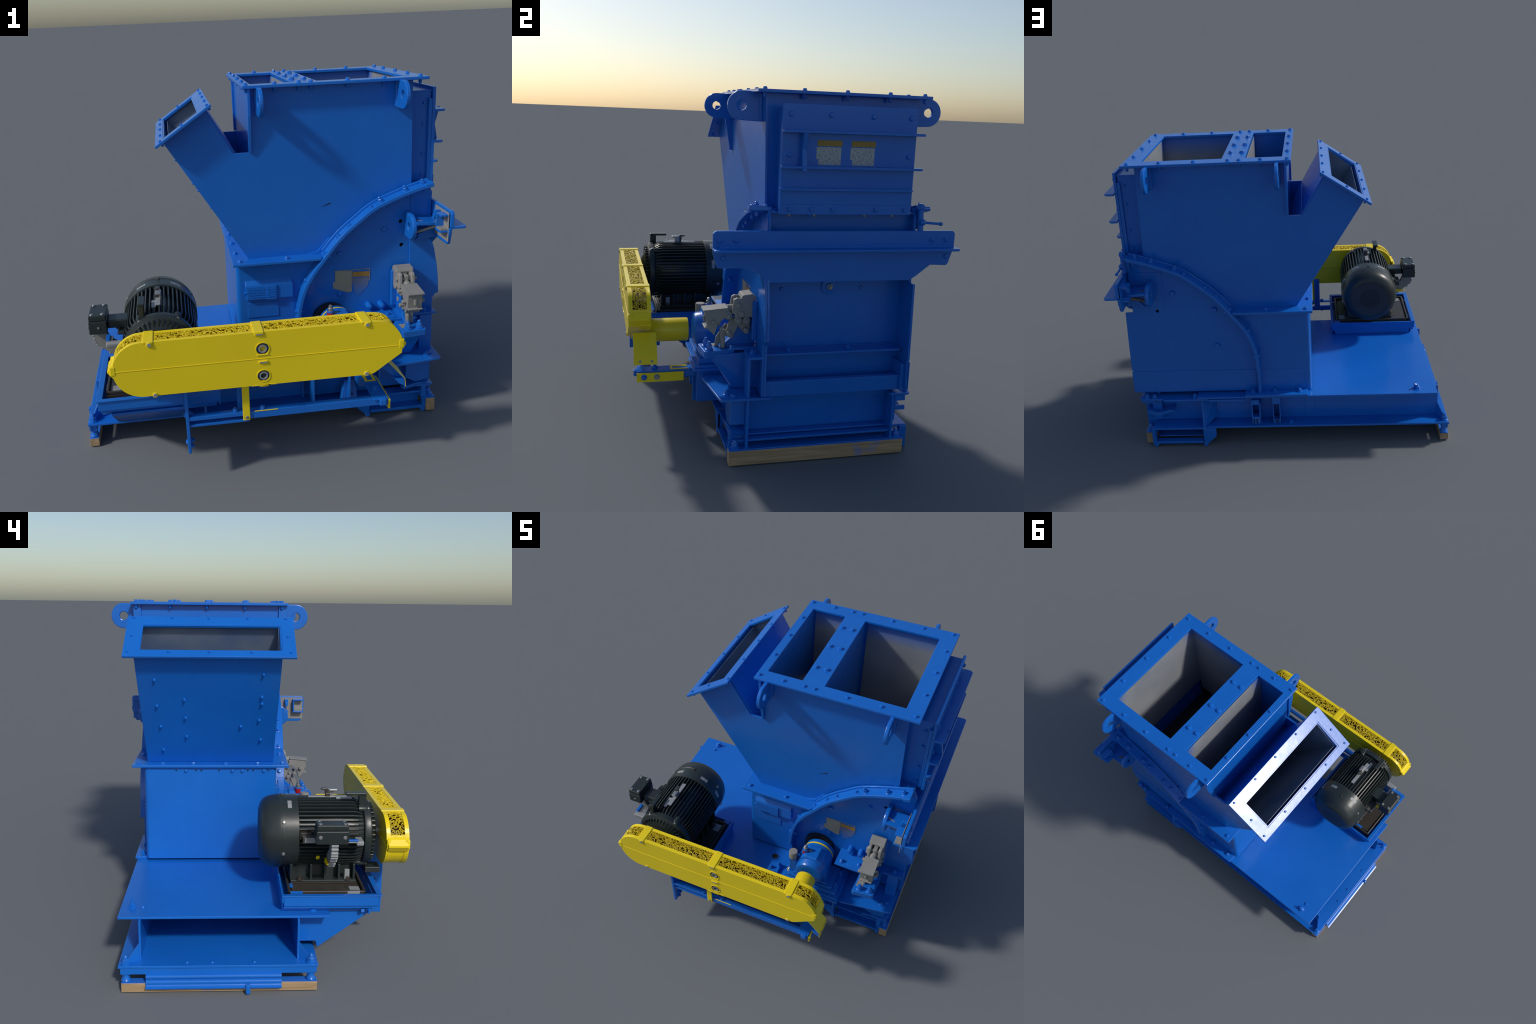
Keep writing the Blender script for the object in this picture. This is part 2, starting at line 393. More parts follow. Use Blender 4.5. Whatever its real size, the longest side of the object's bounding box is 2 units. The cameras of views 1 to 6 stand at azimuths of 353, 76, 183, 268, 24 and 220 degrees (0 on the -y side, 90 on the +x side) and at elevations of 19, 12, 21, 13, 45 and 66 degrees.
# middle flange plate under the hopper
def mid_flange():
    outline = [(-0.155, -0.235), (0.305, -0.235), (0.345, YF), (0.345, YB), (0.305, 0.638), (-0.155, 0.638)]
    f = prism("middle_flange", outline, 'z', 0.902, 0.917, BLUE, None, 0.0025)
    for x, y in ((-0.116, -0.200), (0.128, -0.201), (-0.116, 0.605), (0.115, 0.603), (-.128, -.06), (-.128, .12), (-.128, .30), (-.128, .47)):
        bolt((x, y, 0.917), (0, 0, 1), f, .012, .014)
    for x, y in ((-.12, -.05), (-.12, .2), (-.12, .42), (.0, -.2), (.0, .6)): bolt((x, y, 0.902), (0, 0, -1), f, .010, .016, kind='round')
    return f
mid_flange()

# ------------------------------------------------------------------ hopper
def hopper():
    # side plates lean out very slightly towards the top
    def yf(z): return -0.152 - 0.020 * (z - 0.92) / 0.88
    def yb(z): return 0.560 + 0.020 * (z - 0.92) / 0.88
    side = [(-0.462, 1.556), (-0.066, 0.917), (0.28, 0.915), (0.40, 0.96), (0.48, 1.04), (0.62, 1.13), (0.800, 1.215),
            (0.787, 1.792), (-0.03, 1.792), (-0.03, 1.473), (-0.119, 1.473), (-0.252, 1.700)]
    def plate(fn, t):
        n = len(side)
        v = [(x, fn(z), z) for x, z in side] + [(x, fn(z) + t, z) for x, z in side]
        return v, [list(range(n)), list(range(n, 2 * n))] + [(i, (i + 1) % n, (i + 1) % n + n, i + n) for i in range(n)]
    h = make("hopper", *plate(yf, T), BLUE, None, 0.0015)
    make("side_plate", *plate(yb, -T), BLUE, h, 0.0015)
    ya, ybk = -0.157, 0.565
    # cross walls as sheared strips: list of xz path, thickness towards +normal
    def wall(name, a, b, t, mat=BLUE, inset=0.0):
        p = [Vector(a), Vector(b)]
        n = normals2(p)[0]
        v = []
        for q in (p[0], p[1]):
            for off in (0, t):
                w = q + n * off
                v += [(w.x, yf(w.y) + T - .002 + inset, w.y), (w.x, yb(w.y) - T + .002 - inset, w.y)]
        f = [(0, 1, 3, 2), (4, 6, 7, 5), (0, 4, 5, 1), (2, 3, 7, 6), (0, 2, 6, 4), (1, 5, 7, 3)]
        return make(name, v, f, mat, h, 0.001)
    # lower sloping wall stands between the plates, its face level with their edges
    w = wall("spout_wall", (-0.0665, 0.918), (-0.4615, 1.5555), -0.010)
    wall("spout_wall", (-0.110, 1.455), (-0.252, 1.699), -0.010)
    wall("spout_wall", (-0.03, 1.335), (-0.119, 1.472), -0.010)
    wall("hopper_wall", (-0.030, 1.792), (-0.030, 1.335), 0.010)
    wall("hopper_wall", (0.787, 1.25), (0.787, 1.792), 0.010)
    wall("divider_wall", (0.310, 1.792), (0.310, 1.16), -0.010)
    wall("divider_wall", (0.187, 1.792), (0.187, 1.16), 0.010)
    wall("divider_wall", (0.30, 1.16), (0.19, 1.16), 0.010)
    # grey liners just proud of the walls
    def liner(a, b, t): return wall("liner_plate", a, b, t, LINER, 0.004)
    liner((0.775, 1.15), (0.775, 1.780), 0.004)
    liner((0.184, 1.17), (0.184, 1.780), 0.003)
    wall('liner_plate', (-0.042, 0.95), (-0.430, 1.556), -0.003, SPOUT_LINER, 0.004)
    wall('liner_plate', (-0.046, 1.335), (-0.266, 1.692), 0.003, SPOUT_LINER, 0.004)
    for fn, t in ((yf, 1), (yb, -1)):
        for (x0, x1, z0, z1) in ((0.322, 0.770, 1.05, 1.782), (-0.012, 0.180, 1.05, 1.782)):
            mat = BLUE if (x0 < 0 and t == 1) else LINER
            v = [(x, fn(z) + t * (T + d), z) for x, z in ((x0, z0), (x1, z0), (x1, z1), (x0, z1)) for d in (0.0012, 0.004)]
            f = [(0, 2, 4, 6), (1, 3, 5, 7), (0, 1, 3, 2), (2, 3, 5, 4), (4, 5, 7, 6), (6, 7, 1, 0)]
            make("liner_plate", v, f, mat, h, 0)
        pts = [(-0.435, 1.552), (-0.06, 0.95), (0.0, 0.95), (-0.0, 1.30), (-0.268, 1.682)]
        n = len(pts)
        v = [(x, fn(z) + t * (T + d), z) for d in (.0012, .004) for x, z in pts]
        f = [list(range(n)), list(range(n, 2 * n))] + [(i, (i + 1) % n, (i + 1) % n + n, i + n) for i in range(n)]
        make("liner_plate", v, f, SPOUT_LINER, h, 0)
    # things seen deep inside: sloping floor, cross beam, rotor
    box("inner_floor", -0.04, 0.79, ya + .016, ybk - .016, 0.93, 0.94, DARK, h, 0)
    prism("inner_beam", [(0.36, 1.02), (0.44, 1.02), (0.44, 1.10), (0.38, 1.13)], 'y', ya + .016, ybk - .016, BLUE, h, 0.003)
    # spout outer screws
    for y, z in ((.494, 1.401), (.483, 1.264), (.464, 1.154), (.452, 1.028), (.338, 1.297), (.332, 1.2), (.327, 1.1), (.037, 1.155),
                 (-.061, 1.189), (-.069, 1.083), (-.075, 1.277), (-.074, 1.313), (-.082, 1.433)):
        x = -0.25 - (z - 1.22) * 0.12
        # slide the screw along its sight line from the left until it meets the sloping wall
        e = Vector((-3.96, 0.11, 1.80)); d = Vector((-0.25, y, z)) - e
        # plane through (-0.066,.917),(-0.462,1.556)
        nrm = Vector((-0.850, 0, -0.527)); s = (Vector((-0.066, 0, .917)) - e).dot(nrm) / d.dot(nrm)
        bolt(e + d * s, nrm, h, .0075, .013, kind='round')
    # right end: recessed side webs, door frame
    boxes("door_jamb", [(0.785, 0.907, -0.104, -0.096, 1.24, 1.712), (0.785, 0.907, 0.504, 0.512, 1.24, 1.712),
                        (0.785, 0.911, -0.104, 0.512, 1.712, 1.722)], BLUE, h, 0.001)
    boxes("door_frame", [(0.892, 0.9095, -0.1215, -0.1045, 1.262, 1.682), (0.892, 0.9095, 0.5125, 0.525, 1.262, 1.682)], BLUE, h, 0.001)
    for s, y in ((-1, -0.104), (1, 0.512)):
        for z in (1.66, 1.55, 1.40, 1.29): bolt((0.872, y, z), (0, s, 0), h, .008, .012, kind='round')
    # tapered gussets below the left lugs, lugs
    for s in (-1, 1):
        yo = yf if s < 0 else yb
        g = [(yo(1.79), 1.79), (yo(1.79) + s * .042, 1.79), (yo(1.6) + s * .042, 1.655), (yo(1.48) + s * .012, 1.475), (yo(1.48), 1.475)]
        prism("corner_gusset", g, 'x', -0.042, -0.028, BLUE, h, 0.0015)
        for x in (0.010, 0.712):
            make("lifting_lug", *lug_vf((-0.170 - .098) if s < 0 else (0.580 + .098), 1.724, 0.068, 0.023, -0.170 if s < 0 else 0.578,
                                        1.652, 1.790, x - .010, x + .010), BLUE, h, 0.004)
            bx = (-.185, -.166) if s < 0 else (.574, .593)
            box("weld_bead", x - .016, x + .016, *bx, 1.655, 1.785, BLUE, h, 0.006)
    # small dark nick in the front plate
    prism("dark_nick", [(0.322, 1.168), (0.368, 1.188), (0.372, 1.183)], 'y', yf(1.17) - .0012, yf(1.17) + .001, HOLE, h, 0)
    # top flange with two openings
    tf = make("top_flange", *join_parts([]), BLUE) if False else None
    x = [-0.066, -0.018, 0.185, 0.312, 0.757, 0.853]; y = [-0.222, -0.139, 0.540, 0.632]
    slab = box("top_flange", x[0], x[5], y[0], y[3], 1.785, 1.800, BLUE, None, 0.0025)
    cut(slab, [box("c", x[1], x[2], y[1], y[2], 1.7, 1.9, BLUE, None, 0), box("c", x[3], x[4], y[1], y[2], 1.7, 1.9, BLUE, None, 0)])
    for bx, by in ((-.046, .604), (.096, .600), (.212, .600), (.272, .600), (.458, .600), (.644, .600), (.819, .606), (.819, .427), (.819, .213), (.818, .004),
                   (.819, -.184), (.638, -.181), (.454, -.183), (.272, -.184), (.213, -.184), (.094, -.186), (-.046, -.188), (-.043, .015), (-.043, .222), (-.043, .421)):
        bolt((bx, by, 1.800), (0, 0, 1), slab, .0105, .013)
        bolt((bx, by, 1.785), (0, 0, -1), slab, .009, .022, kind='round')
    for bx in (.210, .272):
        for by in (.415, .212, -.003): bolt((bx, by, 1.800), (0, 0, 1), slab, .0145, .015)
    # spout flange, tilted frame
    A, B = Vector((-0.497, 0, 1.541)), Vector((-0.222, 0, 1.726))
    u = (B - A).normalized(); n = Vector((-u.z, 0, u.x)); Ls = (B - A).length
    def fr(a, yy, c): return A + u * a + Vector((0, yy, 0)) + n * c
    def slab_vf(a0, a1, y0, y1, c0, c1):
        v = [fr(a, yy, c) for a in (a0, a1) for yy in (y0, y1) for c in (c0, c1)]
        return v, box_vf(0, 1, 0, 1, 0, 1)[1]
    sp = make("spout_flange", *slab_vf(0, Ls, -0.234, 0.625, -0.013, 0.0), BLUE, None, 0.002)
    cut(sp, [make("c", *slab_vf(0.050, Ls - 0.070, -0.165, 0.546, -.1, .1), BLUE)])
    for a, yy in ((.315, -.196), (.315, .003), (.315, .205), (.315, .395), (.162, -.198), (.033, -.208), (.033, -.012), (.033, .198), (.033, .397), (.162, .589), (.033, .600), (.315, .592)):
        bolt(fr(a, yy, 0), n, sp, .0072, .008, kind='round'); bolt(fr(a, yy, -.013), -n, sp, .007, .014, kind='round')
    # thin inner lip
    lip = []
    for b in ((0.050, 0.056, -0.160, 0.541), (Ls - .076, Ls - .070, -.160, .541), (.05, Ls - .07, -.165, -.159), (.05, Ls - .07, .540, .546)):
        lip.append(slab_vf(*b, -.014, -.003))
    make("spout_lip", *join_parts(lip), BLUE, sp, 0)
    return h
HOPPER = hopper()

# ------------------------------------------------------------------ inspection door
def door():
    d = box("inspection_door", 0.911, 0.927, -0.122, 0.526, 1.243, 1.738, BLUE, None, 0.002)
    def rib(z, x1, y0, y1):
        c = 0.014
        prism("door_rib", [(0.926, y0), (x1 - c, y0), (x1, y0 + c), (x1, y1 - c), (x1 - c, y1), (0.926, y1)], 'z', z - .006, z + .006, BLUE, d, 0.002)
    rib(1.620, 0.982, -0.126, 0.555); rib(1.461, 0.976, -0.128, 0.555); rib(1.360, 0.953, -0.128, 0.525)
    prism("door_rib", [(0.926, 1.614), (0.984, 1.630), (0.960, 1.54), (0.978, 1.445), (0.926, 1.452)], 'y', -0.036, -0.015, BLUE, d, 0.002)
    box("door_strip", 0.926, 0.931, -0.120, 0.522, 1.243, 1.289, BLUE, d, 0.0015)
    for y, z in ((-.086, 1.694), (.102, 1.695), (.306, 1.694), (.492, 1.694), (-.086, 1.513), (.492, 1.516)):
        bolt((0.927, y, z), (1, 0, 0), d, .0115, .012)
    for y in (-.076, .028, .130, .345, .490): bolt((0.931, y, 1.268), (1, 0, 0), d, .0125, .012)
    for y, z in ((-.09, 1.70), (.1, 1.70), (.3, 1.70), (.49, 1.70)): bolt((0.911, y, z), (-1, 0, 0), d, .009, .03, kind='round')
    for y in (-.07, .03, .05, .30, .44): bolt((0.905, y, 1.245), (0, 0, -1), d, .010, .015, STEEL if y != .03 else BLUE, 'round')
    # two printed stickers
    for y0 in (0.040, 0.203):
        box("amber_label", 0.9265, 0.9282, y0 + .004, y0 + .122, 1.556, 1.583, LABEL_TOP, d, 0)
        boxes("white_label", [(0.9265, 0.9280, y0, y0 + .118, 1.497, 1.552), (0.9265, 0.9280, y0 + .010, y0 + .118, 1.472, 1.497)], LABEL, d, 0)
    return d
door()

# ------------------------------------------------------------------ cross beam at the right end, with brackets
def beam():
    x0, x1 = 0.905, 0.922
    skirt = [(-.424, 1.082), (-.420, 1.055), (-.404, 1.000), (-.396, .992), (-.254, .990), (-.225, .975), (-.152, .920), (.549, .920), (.582, .940), (.655, .996), (.738, .993), (.748, 1.0), (.772, 1.075), (.772, 1.082)]
    b = prism("cross_beam", skirt, 'x', x0, x1, BLUE, None, 0.003)
    c = .012
    prism("beam_plate", [(-.424, 1.084), (.770, 1.084), (.770, 1.166 - c), (.770 - c, 1.166), (-.424 + c, 1.166), (-.424, 1.166 - c)], 'x', x0 + .006, x1 + .008, BLUE, b, 0.003)
    prism("beam_ledge", [(x1, -.424), (0.985, -.424), (0.997, -.412), (0.999, .762), (0.987, .774), (x1, .774)], 'z', 1.077, 1.089, BLUE, b, 0.003)
    make("weld_bead", *prism_vf([(x1 + .004, 1.087), (x1 + .022, 1.088), (x1 + .006, 1.106)], 'y', -.40, .75), BLUE, b, 0.003)
    for y in (-.394, -.319, .650, .722): bolt((x1 + .008, y, 1.126), (1, 0, 0), b, .013, .010)
    for y in (-.375, .735): bolt((x1, y, 1.040), (1, 0, 0), b, .012, .008, kind='round')
    for s in (-1, 1):
        yc = -0.30 if s < 0 else 0.70
        ys = lambda a: (YF - a) if s < 0 else (YB + a)
        lo, hi = sorted((ys(.06), ys(.075)))
        # lug on the housing
        m = lug_vf(ys(.072), 1.050, .068, .020, ys(-.002), .985, 1.116, 0.762, 0.786)
        make("lifting_lug", *m, BLUE, b, 0.006)
        # arms out to the beam
        prism("beam_arm", [(0.784, 1.088), (0.905, 1.078), (0.905, 1.066), (0.784, 1.072)], 'y', *sorted((ys(.02), ys(.14))), BLUE, b, 0.002)
        prism("beam_arm", [(0.80, 0.975), (0.905, 0.985), (0.905, 1.06), (0.88, 1.06)], 'y', lo, hi, BLUE, b, 0.002)
        rod = GREY if s < 0 else BRASS
        cyl("tie_rod", (0.785, ys(.09), 1.02), (0.895, ys(.13), 1.062), .007, rod, b, 12)
        cyl("tie_rod", (0.785, ys(.09), 1.085), (0.895, ys(.13), 1.066), .007, rod, b, 12)
        a, e = sorted((ys(.180), ys(.247))) if s < 0 else sorted((ys(.118), ys(.185)))
        pale = GREY if s < 0 else BLUE
        near = e if s < 0 else a
        boxes("clevis", [(0.862, 0.906, a, e, 1.140, 1.149), (0.862, 0.906, a, e, 1.058, 1.068), (0.864, 0.9055, *sorted((near, near - .009 if s < 0 else near + .009)), 1.066, 1.142)], BLUE, b, 0.002)
        boxes("clevis_pad", [(0.866, 0.9055, a + .004, e - .010, 1.0685, 1.078), (0.9025, 0.9062, *sorted((ys(.07), ys(.25 if s < 0 else .19))), 1.010, 1.158)], pale, b, 0.001)
        boxes("clevis", [(0.872, 0.906, *sorted((ys(.125), ys(.148))), 1.112, 1.148), (0.866, 0.885, *sorted((ys(.128), ys(.145))), 1.100, 1.125)], BLUE, b, 0.002)
    # swing bolt with tee handle on the far side
    cyl("swing_bolt", (0.915, .590, 1.165), (0.915, .583, 1.296), .014, BLUE, b)
    cyl("swing_bolt", (0.915, .583, 1.268), (0.915, .583, 1.290), .021, BLUE, b, 6)
    lathe("swing_bolt", [(.0, -.018), (.014, -.012), (.018, 0), (.014, .012), (0.001, .018)], (0.925, .592, 1.207), (0, 1, 0), BLUE, b, 16)
    cyl("tee_handle", (0.925, .60, 1.206), (0.930, .685, 1.200), .0065, BLUE, b, 10)
    lathe("tee_handle", [(.001, -.010), (.009, -.006), (.010, 0), (.008, .007), (0.001, .010)], (0.930, .688, 1.200), (0, 1, 0), BLUE, b, 12)
    boxes("swing_bracket", [(0.86, 0.915, .575, .636, 1.262, 1.272), (0.88, 0.905, .5755, .586, 1.17, 1.2615)], BLUE, b, 0.002)
    boxes("door_sill", [(0.775, 0.885, -.165, .572, 1.240, 1.252)], BLUE, b, 0.002)
    return b
beam()

# ------------------------------------------------------------------ base frame and deck
def base():
    f = boxes("base_frame", [(-0.905, 0.905, -0.236, -0.226, 0.136, 0.338), (-0.905, 0.905, 0.518, 0.528, 0.136, 0.338)], BLUE, None, 0.001)
    boxes("base_plate", [(-0.962, 0.520, -0.322, 0.622, 0.124, 0.1365)], BLUE, f, 0.002)
    boxes("base_plate", [(0.520, 0.880, -0.300, -0.231, 0.112, 0.122), (0.520, 0.858, 0.523, 0.628, 0.122, 0.134)], BLUE, f, 0.002)
    # right end
    boxes("frame_web", [(0.84, 0.9075, -0.2375, -0.2245, 0.082, 0.545), (0.84, 0.9075, 0.5165, 0.5295, 0.082, 0.3365)], BLUE, f, 0.0015)
    boxes("end_panel", [(0.800, 0.810, -0.226, 0.518, 0.10, 0.296), (0.822, 0.832, -0.226, 0.518, 0.296, 0.340),
                        (0.81, 0.895, -0.226, 0.518, 0.118, 0.128), (0.82, 0.858, -.226, .518, .134, .142)], BLUE, f, 0.0015)
    boxes("foot_plate", [(0.835, 0.912, -0.318, 0.590, 0.0805, 0.0875)], BLUE, f, 0.0015)
    # left end dark interior
    boxes("frame_bulkhead", [(-0.16, -0.15, -0.226, 0.518, 0.136, 0.338)], BLUE, f, 0)
    for y in (-.02, .18, .30): bolt((-0.93, y, 0.1365), (0, 0, 1), f, .009, .006, kind='round')
    for s, y, yo in ((1, 0.528, 0.585), (-1, -0.236, -0.293)):
        # bent corner gussets
        make("corner_gusset", [(-.905, y, .136), (-.905, y, .225), (-.897, y, .225), (-.897, y, .136), (-.945, yo, .136), (-.945, yo, .150), (-.937, yo, .150), (-.937, yo, .136)],
             [(0, 1, 2, 3), (4, 5, 6, 7), (0, 1, 5, 4), (3, 2, 6, 7), (1, 2, 6, 5), (0, 3, 7, 4)], BLUE, f, 0.001)
        yf = 0.588 if s > 0 else -0.290
        bolt((-0.937, yf, 0.1365), (0, 0, 1), f, .016, .045, kind='nut')
        lathe("levelling_foot", [(.024, 0), (.024, .006), (.019, .012), (.016, .03), (.016, .072)], (-0.937, yf, 0.0515), (0, 0, 1), BLUE, f, 20)
        bolt((0.885, 0.560 if s > 0 else -0.285, 0.0875), (0, 0, 1), f, .015, .04, kind='nut')
    # fascia channel and rolled apron at the left end
    boxes("end_fascia", [(-0.958, -0.948, -0.316, 0.612, 0.092, 0.1245), (-0.955, -0.92, -.31, -.265, .088, .1245), (-0.955, -0.92, .565, .61, .088, .1245)], BLUE, f, 0.0015)
    prof = smooth_path([(-0.956, 0.093), (-0.969, 0.090), (-0.972, 0.082), (-0.967, 0.074), (-0.966, 0.066), (-0.972, 0.062), (-0.974, 0.055), (-0.973, 0.046), (-0.980, 0.038), (-0.990, 0.033)], 4)
    ribbon("rolled_apron", prof, -0.148, 0.492, -0.003, 0.003, BLUE, f, 0)
    boxes("crank_stub", [(-0.999, -0.982, 0.000, 0.022, 0.004, 0.052)], BLUE, f, 0.005)
    # deck
    d = boxes("deck_plate", [(-0.885, 0.30, -0.384, 0.628, 0.338, 0.350), (0.30, 0.565, -0.30, 0.628, 0.338, 0.350)], BLUE, None, 0.002)
    prism("end_deck", [(0.565, -0.395), (0.60, -.412), (0.905, -.368), (0.918, -.360), (0.918, -.12), (0.565, -.12)], 'z', 0.338, 0.3505, BLUE, d, 0.002)
    boxes("rear_shelf", [(-0.112, 0.268, 0.565, 0.640, 0.3505, 0.366)], BLUE, d, 0.002)
    c = .012
    prism("rear_shelf", [(0.272, .50), (0.272, .632), (0.49, .632), (.50, .622), (.77, .622), (.785, .608), (.91, .608), (.922, .596), (.918, .50)], 'z', 0.322, 0.334, BLUE, d, 0.002)
    for x, y in ((.875, .595), (.83, .598), (.58, .60)): bolt((x, y, .334), (0, 0, 1), d, .012, .028, kind='nut')
    for x, y in ((.22, .60), (.09, .60), (-.06, .60)): bolt((x, y, .366), (0, 0, 1), d, .012, .022, kind='nut')
    for x in (.56, .6, .865): bolt((x, .59, .322), (0, 0, -1), d, .009, .02, kind='round')
    bolt((-0.769, 0.572, 0.350), (0, 0, 1), d, .016, .028, kind='nut'); bolt((-0.775, 0.520, 0.350), (0, 0, 1), d, .012, .008, kind='round')
    lathe("wing_stub", [(.007, 0), (.006, .014), (.003, .017)], (-0.766, .572, .374), (.8, .2, .35), BLUE, d, 10)
    bolt((-0.822, -0.305, 0.350), (0, 0, 1), d, .014, .034, kind='nut'); bolt((0.848, -.325, .3505), (0, 0, 1), d, .012, .022, kind='nut'); bolt((0.875, -.30, .3505), (0, 0, 1), d, .014, .012, kind='round')
    # hole in the deck and its two studs
    ring("deck_hole", (0.077, -0.247, 0.3505), (0, 0, 1), .022, .026, .003, BLUE, d)
    lathe("deck_hole", [(.022, 0), (.022, .0012)], (0.077, -0.247, 0.3503), (0, 0, 1), HOLE, d, 24)
    for x, y in ((0.136, -.317), (.095, -.357)): bolt((x, y, .350), (0, 0, 1), d, .015, .048, kind='nut')
    box("stud_bar", .08, .15, -.375, -.30, .350, .372, BLUE, d, .003)
    # rear side furniture between the flanges
    boxes("slotted_bracket", [(.184, .192, .528, .606, .14, .29), (.232, .240, .528, .606, .14, .29), (.184, .24, .528, .606, .284, .292), (.186, .238, .555, .606, .14, .190),
                              (.062, .068, .528, .606, .14, .288), (.102, .108, .528, .606, .14, .288), (.062, .108, .528, .606, .282, .290), (.062, .108, .55, .60, .14, .165)], BLUE, f, 0.002)
    boxes("slotted_bracket", [(.205, .212, .604, .608, .146, .176), (.223, .229, .604, .608, .146, .176), (.076, .094, .598, .602, .150, .160)], HOLE, f, 0)
    boxes("slotted_bracket", [(.19, .236, .545, .626, .290, .322), (.06, .108, .545, .62, .288, .340)], BLUE, f, 0.002)
    prism("web_patch", [(-.09, .146), (-.09, .30), (.0, .30), (-.09, .30), (-.14, .27), (-.15, .146)][0:2] + [(-.115, .30), (-.145, .27), (-.15, .146)], 'y', .5275, .531, BLUE, f, .001)
    # bent stiffener fin
    make("stiffener_fin", [(.545, .628, .120), (.533, .628, .120), (.540, .60, .335), (.530, .60, .335), (.465, .535, .165), (.465, .535, .335), (.475, .535, .165), (.475, .535, .335)],
         [(0, 2, 5, 4), (1, 3, 7, 6), (0, 1, 3, 2), (4, 5, 7, 6), (2, 3, 7, 5), (0, 1, 6, 4)], BLUE, f, 0.001)
    boxes("stiffener_fin", [(.534, .544, .528, .615, .13, .322)], BLUE, f, .0015)
    prism("vee_plate", [(.884, .252), (.822, .228), (.735, .250), (.715, .240), (.820, .203), (.886, .228)], 'y', .528, .60, BLUE, f, .002)
    for x, z in ((.74, .265),): bolt((x, .528, z), (0, 1, 0), f, .015, .012)
    for x, z in ((.56, .31), (.555, .25), (.45, .32), (.45, .26), (-.18, .30)): bolt((x, .528, z), (0, 1, 0), f, .005, .0012, HOLE, 'round', 'tapped_hole')
    bolt((.0, .59, .1365), (0, 0, 1), f, .012, .02, kind='nut')
    # steps hanging below at the right, both sides
    for s in (-1, 1):
        ys = (lambda a: -0.235 - a) if s < 0 else (lambda a: 0.527 + a)
        a, b = sorted((ys(.045 if s < 0 else .06), ys(.075 if s < 0 else .10)))
        st = boxes("hanging_step", [(.55, .845, a, b, .020, .036), (.845, .868, a, b, .020, .112 if s < 0 else .13), (.525, .545, a, b, .004, .112 if s < 0 else .13)], BLUE, f, .002)
        if s < 0: boxes("step_panel", [(.53, .845, -.2455, -.2385, .03, .112), (.55, .845, -.30, -.2455, .030, .0335)], BLUE, st, .001)
        cyl("step_knob", (.848, a - .004, .014), (.848, b + .004, .014), .014, BLUE, st, 16)
        cyl("step_knob", (.535, a - .004, .014), (.535, b + .004, .014), .014, BLUE, st, 16)
        prism("step_cheek", [(.465, .07), (.535, .004), (.545, .02), (.545, .125), (.465, .125)], 'y', a - .002 if s < 0 else b - .012, a + .012 if s < 0 else b + .002, BLUE, st, .002)
        if s > 0: boxes("step_pan", [(.55, .84, *sorted((ys(.0), ys(.06))), .048, .054)], BLUE, st, .001)
    # front side small details on web
    boxes("web_rib", [(.18, .192, -.262, -.236, .136, .338)], BLUE, f, .001)
    for x, z in ((.70, .265), (.60, .235)): bolt((x, -.236, z), (0, -1, 0), f, .013, .008)
    prism("front_gusset", [(.745, .336), (.745, .215), (.80, .185), (.875, .20), (.875, .336)], 'y', -.31, -.237, BLUE, f, .003)
    prism("front_gusset", [(.72, .16), (.82, .18), (.90, .165), (.88, .15), (.82, .16), (.74, .145)], 'y', -.31, -.237, BLUE, f, .002)
    boxes("front_gusset", [(.835, .862, -.312, -.237, .088, .165), (.80, .872, -.315, -.237, .158, .168)], BLUE, f, .002)
    boxes("rear_knee", [(.80, .86, .529, .56, .16, .33), (.83, .915, .529, .585, .29, .318)], BLUE, f, .003)
    # timbers under the ends
    box("timber", -0.963, -0.915, -0.319, 0.609, 0.003, 0.050, WOOD, None, 0.002)
    box("timber", 0.864, 0.913, -0.318, 0.590, 0.004, 0.0800, WOOD, None, 0.002)
    return f
base()

